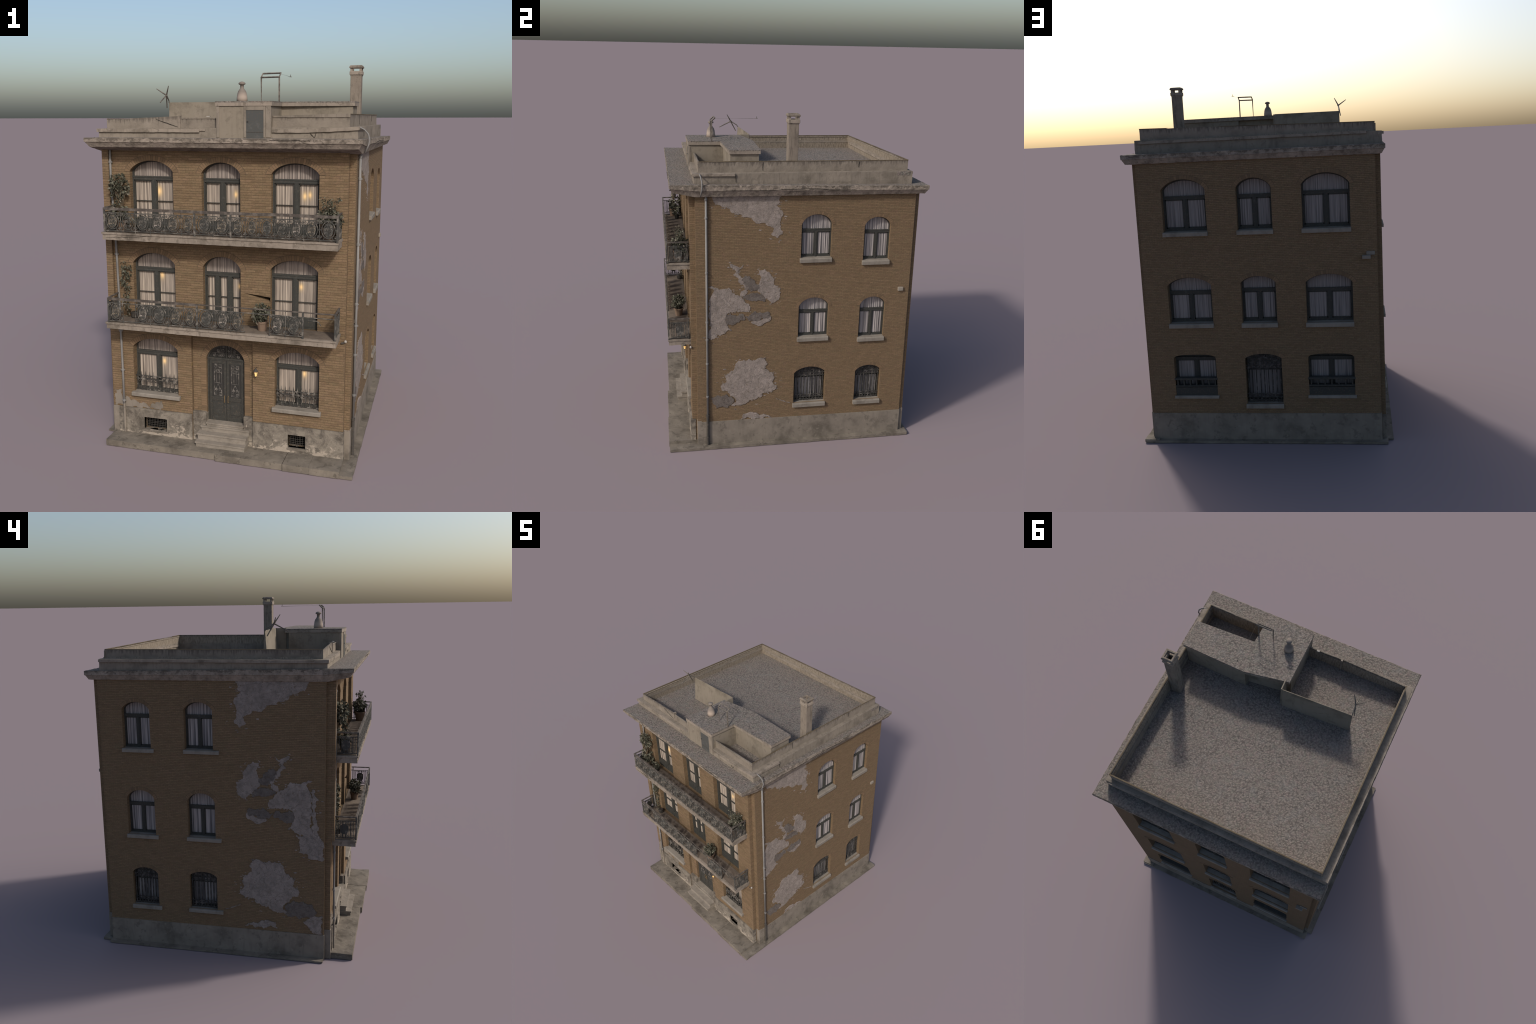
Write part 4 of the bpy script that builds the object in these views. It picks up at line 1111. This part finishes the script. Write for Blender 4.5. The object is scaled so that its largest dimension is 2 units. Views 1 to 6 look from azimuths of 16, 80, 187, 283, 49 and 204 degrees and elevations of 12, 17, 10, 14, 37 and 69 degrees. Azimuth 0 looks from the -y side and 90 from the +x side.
def flakes(M, items, mat):
    b = MB(); rr = random.Random(5)
    for mt, pts in items:
        if len(pts) < 8: continue
        for _ in range(len(pts) * 3):
            p = pts[rr.randrange(len(pts))]
            c = (p[0] + rr.gauss(0, 0.022), p[1] + rr.gauss(0, 0.016)); r = rr.uniform(0.002, 0.008)
            if not (-0.57 < c[0] < -0.03 and 0.18 < c[1] < 1.55): continue
            q = [(c[0] + r * rr.uniform(0.5, 1.5) * cos(2 * pi * i / 6), c[1] + r * 0.6 * rr.uniform(0.4, 1.2) * sin(2 * pi * i / 6)) for i in range(6)]
            b.prism(ragged(q, rr, 1), M, 0.0012, -0.001)
    return b.make("plaster_flakes", mat, root, weld=False, kind="stuff")
flakes(MR, PATCH, PLASTER); flakes(ML, PATCH + LEFT_EXTRA, PLASTER)
for M, items in ((MR, PATCH), (ML, PATCH + LEFT_EXTRA)):
    for i, (mt, pts) in enumerate(items):
        rr = random.Random(300 + i)
        b = MB()
        b.prism(ragged(pts, rr), M, 0.0018 + 0.0004 * mt + 0.00013 * i, -0.001)
        b.make("plaster_patch", UNDERCOAT if mt else PLASTER, root)
for pts in ([(-0.638, 0.270), (-0.602, 0.274), (-0.596, 0.230), (-0.585, 0.18), (-0.638, 0.18)], [(-0.577, 0.240), (-0.556, 0.231), (-0.520, 0.219), (-0.45, 0.20), (-0.43, 0.182), (-0.577, 0.18)],
            [(-0.435, 0.19), (-0.419, 0.215), (-0.39, 0.223), (-0.362, 0.229), (-0.356, 0.192), (-0.40, 0.183)]):
    b = MB(); b.prism(ragged(pts, random.Random(len(pts))), MF, 0.0022, -0.001); b.make("plaster_patch", PLINTH, root)

# ------------------------------------------------------------------ cornice, attic course and parapet
def sweep(b, x0, x1, y0, y1, prof, cell, zf, cap_top=False, cap_bot=False, closed=False):
    """profile (outward offset, height) carried round a rectangle with mitred corners"""
    cor = [(x0, y0, -1, -1), (x1, y0, 1, -1), (x1, y1, 1, 1), (x0, y1, -1, 1)]
    per = []
    for i in range(4):
        a, c = cor[i], cor[(i + 1) % 4]
        n = max(1, int(math.hypot(c[0] - a[0], c[1] - a[1]) / cell))
        for k in range(n):
            f = k / n
            if k == 0: per.append((a[0], a[1], a[2], a[3]))
            else:
                nx, ny = ((0, a[3]) if i in (0, 2) else (a[2], 0))
                per.append((a[0] + (c[0] - a[0]) * f, a[1] + (c[1] - a[1]) * f, nx, ny))
    vs, fs = [], []
    m = len(per)
    # points near a corner slide with the offset so that the mitre stays clean
    for off, z in prof:
        for (x, y, nx, ny) in per:
            X = min(max(x + nx * off, x0 - off), x1 + off); Y = min(max(y + ny * off, y0 - off), y1 + off)
            vs.append((X, Y, zf(X, Y, z)))
    k = len(prof)
    for i in range(k if closed else k - 1):
        i2 = (i + 1) % k
        for j in range(m):
            l = (j + 1) % m
            fs.append((i * m + j, i * m + l, i2 * m + l, i2 * m + j))
    if cap_bot: fs.append(tuple(range(m))[::-1])
    if cap_top: fs.append(tuple((k - 1) * m + j for j in range(m)))
    b.add(vs, fs)

def tilt_c(x, y, z):
    """top falls towards the rear; the underside is level but rises under the front overhang"""
    f = min(max((1.6215 - z) / (1.6215 - 1.574), 0.0), 1.0)
    hi = 1.6215 - 0.015 * y; lo = 1.5595 + 0.027 * min(max((-0.585 - y) / 0.125, 0.0), 1.0)
    return hi + (lo - hi) * f
b = MB()
sweep(b, -0.693, 0.686, -0.723, 0.742, [(-0.14, 1.571), (-0.10, 1.571), (-0.028, 1.574), (-0.017, 1.576), (-0.012, 1.585), (-0.006, 1.594), (-0.005, 1.598), (0.0, 1.600), (0.0, 1.61), (0.0, 1.6195), (-0.004, 1.6215)], 0.013, tilt_c, cap_bot=True)
cornice = b.make("cornice", CORNICE, root, rough=(0.0017, 42))
b = MB()
b.box(-0.689, 0.682, -0.719, 0.738, 1.590, 1.597)
for v_ in range(len(b.v)):
    x, y, z = b.v[v_]; b.v[v_] = (x, y, z + 0.0245 - 0.015 * y)
b.make("cornice_roofing", ROOF, cornice)

tilt_t = lambda x, y, z: z + 0.007 * x
b = MB()
sweep(b, -0.680, 0.640, -0.589, 0.655, [(0.0, 1.600), (0.001, 1.63), (0.0, 1.655), (0.0, 1.679), (-0.030, 1.680), (-0.028, 1.620)], 0.02, tilt_t)
m_ = len(b.v) // 6
def refit(row, x0, x1, y0, y1):
    """pull one row of the sweep to its own rectangle"""
    vs = b.v[row * m_:(row + 1) * m_]
    a0, a1 = min(v[0] for v in vs), max(v[0] for v in vs); c0, c1 = min(v[1] for v in vs), max(v[1] for v in vs)
    for i, v in enumerate(vs):
        b.v[row * m_ + i] = (x0 + (v[0] - a0) / (a1 - a0) * (x1 - x0), y0 + (v[1] - c0) / (c1 - c0) * (y1 - y0), v[2])
for i, v_ in enumerate(b.v):      # the right side closes in a little towards the rear
    if v_[0] > 0.4: b.v[i] = (v_[0] + 0.007 - 0.016 * (v_[1] + 0.59) / 1.24, v_[1], v_[2])
refit(4, -0.6445, 0.603, -0.556, 0.6335)
refit(5, -0.6585, 0.603, -0.556, 0.6455)
attic = b.make("attic_course", RENDER, root, rough=(0.0014, 22))
b = MB()                          # projecting caps, broken off in places
k0 = len(b.v)
b.gbox(-0.688, -0.130, -0.597, -0.57, 1.657, 1.6735, 0.012)
b.gbox(-0.130, -0.100, -0.594, -0.57, 1.664, 1.6735, 0.010)
k0 = len(b.v)
b.gbox(0.240, 0.652, -0.597, -0.57, 1.6575, 1.6735, 0.012)
for i in range(k0, len(b.v)):
    x, y, z = b.v[i]; b.v[i] = (x, y, z + 0.0125 * max((x - 0.38) / 0.27, 0) ** 1.2)
b.gbox(0.630, 0.654, -0.593, -0.365, 1.672, 1.685, 0.012)
b.gbox(-0.690, -0.66, -0.592, 0.655, 1.658, 1.672, 0.014)
b.gbox(-0.600, 0.610, 0.63, 0.665, 1.664, 1.678, 0.014)
b.make("attic_cap", STONE, attic, rough=(0.0014, 30))
b = MB(); b.box(0.597, 0.632, -0.582, 0.643, 1.660, 1.6828); b.make("attic_top", ROOF, attic)

tilt_p = lambda x, y, z: z + 0.0165 * (x - 0.6)
PZ = 1.7425
b = MB()
TH = 0.006
zb_ = 1.655
def par(x0, x1, y0, y1, zt=PZ, zb0=1.64):
    k = len(b.v); b.gbox(x0, x1, y0, y1, zb0, zt, 0.02)
    for i in range(k, len(b.v)):
        x, y, z = b.v[i]; f = (z - zb0) / (zt - zb0)
        b.v[i] = (x, y, z + 0.0165 * (x - 0.6) * f)
par(0.605 - TH, 0.605, -0.562, 0.634)
TI = 0.002
par(-0.645, -0.645 + TI, -0.562, 0.632, zb0=1.672)
par(-0.645, 0.605, 0.634 - TI, 0.634, zb0=1.672)
def par_front(x0, x1, z0, z1, y0=-0.562, y1=-0.562 + TH, zb0=1.64):
    """front parapet length with its own slope"""
    k = len(b.v); b.gbox(x0, x1, y0, y1, zb0, 1.73, 0.02)
    for i in range(k, len(b.v)):
        x, y, z = b.v[i]; f = (z - zb0) / (1.73 - zb0); g = (x - x0) / (x1 - x0)
        b.v[i] = (x, y, zb0 + f * (z0 + (z1 - z0) * g - zb0))
par_front(0.232, 0.605, 1.7355, 1.7445)
par_front(-0.645, -0.250, 1.7195, 1.7355)
par_front(-0.240, -0.035, 1.7290, 1.7255)
parapet = b.make("parapet", PARAPET, root, rough=(0.0012, 24))
b = MB()
b.gbox(-0.2515, -0.2405, -0.566, -0.545, 1.64, 1.738, 0.01)
b.make("parapet_post", STONE, parapet, rough=(0.0006, 40))
b = MB()                           # lip along the top outside of the front and sides
par_front(0.238, 0.606, 1.7365, 1.7455, -0.566, -0.559, 1.7285)
par_front(-0.235, -0.040, 1.7300, 1.7265, -0.5645, -0.559, 1.7225)
b.make("parapet_lip", RENDER, parapet, rough=(0.001, 40))
b = MB()                           # thin mossy rim on the side and rear parapets
par(0.6015, 0.6065, -0.563, 0.635, PZ + 0.0035, PZ - 0.0012)
par(-0.646, -0.6395, -0.563, 0.633, PZ + 0.0035, PZ - 0.0012)
par(-0.645, 0.605, 0.6285, 0.635, PZ + 0.0035, PZ - 0.0012)
for i in range(len(b.v)):
    x, y, z = b.v[i]; b.v[i] = (x, y, PZ - 0.001 + (0.0035 if z > PZ + 0.0 + 0.0165 * (x - 0.6) * 0.5 else 0) + 0.0165 * (x - 0.6))
b.make("parapet_rim", MOSS, parapet)
b = MB()                           # inside faces: rough stucco with a bead under the rim
I = 0.0012
b.gbox(0.605 - TH - I, 0.605 - TH, -0.205, 0.634 - TH, 1.625, 1.731, 0.02)
k0 = len(b.v)
b.gbox(-0.6410, -0.6395, -0.562 + TH, 0.640, 1.622, 1.7175, 0.02)     # the walls splay out towards the roof
for i in range(k0, len(b.v)):
    x, y, z = b.v[i]; b.v[i] = (x - 0.0105 * (1.7175 - z) / 0.0955, y, z)
k0 = len(b.v)
b.gbox(-0.650, 0.605 - TH, 0.6285, 0.630, 1.622, 1.722, 0.02)
for i in range(k0, len(b.v)):
    x, y, z = b.v[i]; b.v[i] = (x, y + 0.0105 * (1.722 - z) / 0.100, z + 0.012 * (x + 0.02) * (1 if z > 1.7 else 0))
b.gbox(-0.632, -0.04, -0.562 + TH, -0.562 + TH + I, 1.625, 1.712, 0.02)
b.gbox(0.25, 0.598, -0.562 + TH, -0.562 + TH + I, 1.625, 1.734, 0.02)
b.gbox(0.605 - TH - I, 0.605 - TH, -0.56, -0.40, 1.625, 1.735, 0.02)
b.make("parapet_stucco", STUCCO, parapet)
b = MB()
b.tube([(0.597, -0.20, 1.733), (0.597, 0.626, 1.733)], 0.0022, 5); b.tube([(0.597, 0.6275, 1.733), (-0.638, 0.6275, 1.715)], 0.0022, 5); b.tube([(-0.6385, 0.6275, 1.715), (-0.6385, -0.54, 1.713)], 0.0022, 5)
b.make("parapet_bead", STUCCO, parapet)
b = MB()
b.box(-0.668, 0.602, -0.557, 0.646, 1.610, 1.632)
b.make("roof_terrace", ROOF, root)

# cracks and open joints
def crack(M, pts, w, d, parent, seed=1):
    b = MB(); rr = random.Random(seed)
    line = []
    for (p, q) in zip(pts[:-1], pts[1:]):
        for i in range(8):
            f = i / 8; line.append((p[0] + (q[0] - p[0]) * f + rr.gauss(0, 0.0006), p[1] + (q[1] - p[1]) * f + rr.gauss(0, 0.0006)))
    line.append(pts[-1])
    n = len(line)
    for i in range(n - 1):
        p, q = line[i], line[i + 1]; l = math.hypot(q[0] - p[0], q[1] - p[1]) or 1e-9
        u, v = -(q[1] - p[1]) / l, (q[0] - p[0]) / l
        w0, w1 = [w * (0.25 + 0.75 * sin(pi * (j + 0.5) / n)) for j in (i, i + 1)]
        b.prism([(p[0] + u * w0, p[1] + v * w0), (q[0] + u * w1, q[1] + v * w1), (q[0] - u * w1, q[1] - v * w1), (p[0] - u * w0, p[1] - v * w0)], M, d, d - 0.002)
    b.make("crack", CRACKM, parent)
CRACKM = solid("open_crack", (0.030, 0.026, 0.022), 1.0)
FP = lambda y0: (lambda u, v, d: (u, y0 - d, v))
crack(FP(-0.562), [(-0.372, 1.7215), (-0.310, 1.700), (-0.256, 1.683)], 0.0016, 0.0017, parapet, 1)
crack(FP(-0.589), [(0.420, 1.659), (0.432, 1.646), (0.444, 1.634)], 0.0013, 0.0026, attic, 2)
crack(FP(-0.589), [(0.444, 1.634), (0.448, 1.645), (0.452, 1.659)], 0.0012, 0.0026, attic, 3)
crack(FP(-0.7437), [(-0.585, 1.1365), (-0.52, 1.143), (-0.42, 1.1475), (-0.34, 1.155)], 0.0007, 0.0012, slab, 4)
crack(FP(-0.723), [(0.26, 1.628), (0.31, 1.6235), (0.38, 1.6255), (0.45, 1.624)], 0.0011, 0.0022, cornice, 5)
crack(lambda u, v, d: (0.684 + d, u, v), [(-0.42, 1.601), (-0.20, 1.597), (0.02, 1.6035), (0.30, 1.596)], 0.0012, 0.0035, cornice, 6)
crack(lambda u, v, d: (0.684 + d, u, v), [(-0.05, 1.585), (0.08, 1.600), (0.28, 1.584)], 0.0009, 0.0025, cornice, 7)
crack(lambda u, v, d: (0.6475 + d, u, v), [(-0.362, 1.674), (-0.361, 1.655), (-0.360, 1.637)], 0.0010, 0.0015, attic, 8)
crack(lambda u, v, d: (0.605 + d, u, v), [(-0.205, 1.738), (-0.206, 1.715), (-0.206, 1.692)], 0.0013, 0.0015, parapet, 9)
crack(lambda u, v, d: (0.605 + d, u, v), [(0.345, 1.738), (0.343, 1.720), (0.342, 1.705)], 0.0016, 0.0015, parapet, 10)

# ------------------------------------------------------------------ stair hut on the roof
HUT = [(-0.046, -0.5965), (0.238, -0.5965), (0.244, -0.408), (0.603, -0.392), (0.602, -0.218), (0.217, -0.207), (-0.0475, -0.256)]
ZM = lambda u, v, d: (u, v, d)
b = MB(); b.prism(HUT, ZM, 1.7995, 1.8055); hut = b.make("stair_hut", ROOF, root)
b = MB(); b.prism([(x * 1.0, y) for x, y in HUT], ZM, 1.783, 1.7993)
b.make("hut_roof_edge", STONE, hut, rough=(0.0006, 30))
b = MB()
b.prism([(-0.0395, -0.5915), (0.2305, -0.5915), (0.2355, -0.388), (0.594, -0.386), (0.592, -0.226), (0.213, -0.216), (0.209, -0.248), (-0.0460, -0.280)], ZM, 1.62, 1.784)
b.make("hut_wall", PLAIN, hut)
b = MB()                            # quoins and door surround of the hut front
b.box(-0.041, -0.026, -0.5945, -0.58, 1.634, 1.782); b.box(0.208, 0.233, -0.5945, -0.58, 1.634, 1.782); b.box(0.098, 0.110, -0.5945, -0.58, 1.634, 1.782); b.box(0.196, 0.206, -0.5940, -0.58, 1.634, 1.782)
b.box(0.110, 0.196, -0.5943, -0.58, 1.763, 1.782)
b.make("hut_pilaster", RENDER, hut, bevel=0.001)
b = MB()
b.box(0.110, 0.196, -0.5925, -0.585, 1.630, 1.763)
o = b.make("roof_door", GREYDOOR, hut)
b = MB(); b.box(0.110, 0.196, -0.5933, -0.585, 1.658, 1.6605); b.tube([(0.117, -0.592, 1.712), (0.117, -0.600, 1.712), (0.124, -0.600, 1.711)], 0.0016, 5); b.make("door_handle", DARKIRON, o)
b = MB()                            # free-standing screen wall beside the hut
def screen(pts, th, z0, z1, splay):
    """wall along a plan polyline, splayed towards its foot"""
    n = len(pts)
    vs = []
    for i, p in enumerate(pts):
        p = Vector(p)
        t = (Vector(pts[min(i + 1, n - 1)]) - Vector(pts[max(i - 1, 0)])).normalized()
        q = Vector((t.y, -t.x))
        vs += [(*(p + q * splay[0]), z0), (*p, z1), (*(p - q * th), z1), (*(p - q * (th + splay[1])), z0)]
    fs = [(0, 1, 2, 3), tuple(4 * (n - 1) + k for k in (3, 2, 1, 0))]
    for i in range(n - 1):
        for k in range(4):
            fs.append((4 * i + k, 4 * i + (k + 1) % 4, 4 * i + 4 + (k + 1) % 4, 4 * i + 4 + k))
    b.add(vs, fs)
screen([(-0.443, -0.2185), (-0.031, -0.1985)], 0.005, 1.62, 1.811, (0.016, 0.007))
screen([(-0.028, -0.196), (-0.025, -0.262)], 0.007, 1.62, 1.8105, (0.004, 0.004))
b.make("screen_wall", PLAIN, root, bevel=0.0012)

# ------------------------------------------------------------------ chimney and roof gear
cx, cy = 0.5605, -0.0335
SQ = lambda h: [(cx - h, cy - h), (cx + h, cy - h), (cx + h, cy + h), (cx - h, cy + h)]
b = MB()
b.ring(SQ(0.0285), SQ(0.018), ZM, 1.62, 1.952)
ch = b.make("chimney", CHIM, root, bevel=0.002)
b = MB()
b.ring(SQ(0.0305), SQ(0.018), ZM, 1.944, 1.949); b.ring(SQ(0.0335), SQ(0.018), ZM, 1.949, 1.968)
b.make("chimney_collar", STONE, ch, bevel=0.002)
b = MB()
for sx in (-1, 1):
    for sy in (-1, 1):
        b.box(cx + sx * 0.024 - 0.006, cx + sx * 0.024 + 0.006, cy + sy * 0.024 - 0.006, cy + sy * 0.024 + 0.006, 1.967, 1.988)
b.make("chimney_cap_leg", STONE, ch)
b = MB()
rings = [(SQ(0.035), SQ(0.020), 1.984), (SQ(0.0355), SQ(0.020), 1.991), (SQ(0.030), SQ(0.021), 1.9985)]
vs, fs = [], []
for o_, i_, z in rings: vs += [(p[0], p[1], z) for p in o_] + [(p[0], p[1], z) for p in i_]
for k in range(4):
    l = (k + 1) % 4
    for r in range(2):
        fs += [(r * 8 + k, r * 8 + l, r * 8 + 8 + l, r * 8 + 8 + k), (r * 8 + 4 + l, r * 8 + 4 + k, r * 8 + 12 + k, r * 8 + 12 + l)]
    fs += [(k, 4 + k, 4 + l, l), (16 + k, 16 + l, 20 + l, 20 + k)]
b.add(vs, fs)
b.make("chimney_cap", CHIM, ch, bevel=0.0015)
b = MB(); b.box(cx - 0.018, cx + 0.018, cy - 0.018, cy + 0.018, 1.90, 1.902); b.make("flue", BLACK, ch)

b = MB()
b.lathe([(0.028, 0), (0.0265, 0.02), (0.024, 0.038), (0.0195, 0.052), (0.0135, 0.060), (0.0095, 0.066), (0.0092, 0.082), (0.016, 0.084), (0.0175, 0.088), (0.0165, 0.092), (0.010, 0.0965), (0.003, 0.0985)], (0.046, -0.4455, 1.8055), 22)
k = NT("vent_pot_clay", 0.85)
zz = k.sep(k.co)[2]
g = k.n.new("ShaderNodeMapRange"); k.L(k.math('ADD', zz, k.math('MULTIPLY', k.noise(40, 3), 0.012)), g.inputs[0]); g.inputs[1].default_value = 1.838; g.inputs[2].default_value = 1.862
b.make("vent_pot", k.col(k.mix(g.outputs[0], (0.30, 0.245, 0.205), (0.165, 0.14, 0.12))), root, smooth=True)

b = MB()                            # antenna frame: two legs, two cross bars tilted back
b.box(0.2365, 0.2430, -0.4595, -0.4530, 1.80, 1.922)
b.tube([(0.1485, -0.4565, 1.804), (0.1485, -0.4565, 1.87), (0.1485, -0.4565, 1.922)], [0.0018, 0.0028, 0.0042], 5)
for p, q in (((0.146, -0.458, 1.921), (0.243, -0.458, 1.9225)), ((0.151, -0.437, 1.9405), (0.245, -0.437, 1.942)), ((0.1485, -0.458, 1.921), (0.152, -0.437, 1.941)), ((0.240, -0.458, 1.922), (0.243, -0.437, 1.942))):
    b.tube([p, q], 0.0040, 4)
fr = b.make("antenna_frame", MAST, root)
b = MB()
b.tube([(0.242, -0.437, 1.937), (0.238, -0.31, 1.938), (0.235, -0.188, 1.9365)], [0.0003, 0.0004, 0.0010], 4)
b.tube([(0.235, -0.188, 1.936), (0.235, -0.189, 1.949)], [0.0022, 0.0012], 5); b.tube([(0.229, -0.189, 1.937), (0.241, -0.183, 1.937)], 0.0012, 4)
b.make("antenna_rod", MAST, fr)
b = MB()                            # wind wheel on the corner of the screen wall
hub = Vector((-0.4365, -0.268, 1.848))
for t_ in ((-0.486, -0.286, 1.882), (-0.411, -0.297, 1.896), (-0.440, -0.346, 1.808), (-0.450, -0.231, 1.781)):
    t_ = Vector(t_); m = hub.lerp(t_, 0.55)
    b.tube([hub, m, t_], [0.0042, 0.0034, 0.0020 if t_.z > 1.82 else 0.0028], 5)
b.tube([hub, (-0.441, -0.226, 1.822), (-0.4425, -0.218, 1.808)], [0.004, 0.003, 0.003], 5)
b.lathe([(0.002, -0.007), (0.006, -0.004), (0.0065, 0.001), (0.003, 0.006)], tuple(hub), 8)
b.make("wind_wheel", MAST, root)
b = MB(); b.box(-0.105, -0.088, -0.556, -0.545, 1.731, 1.736); b.make("loose_brick", PALEBOX, root)
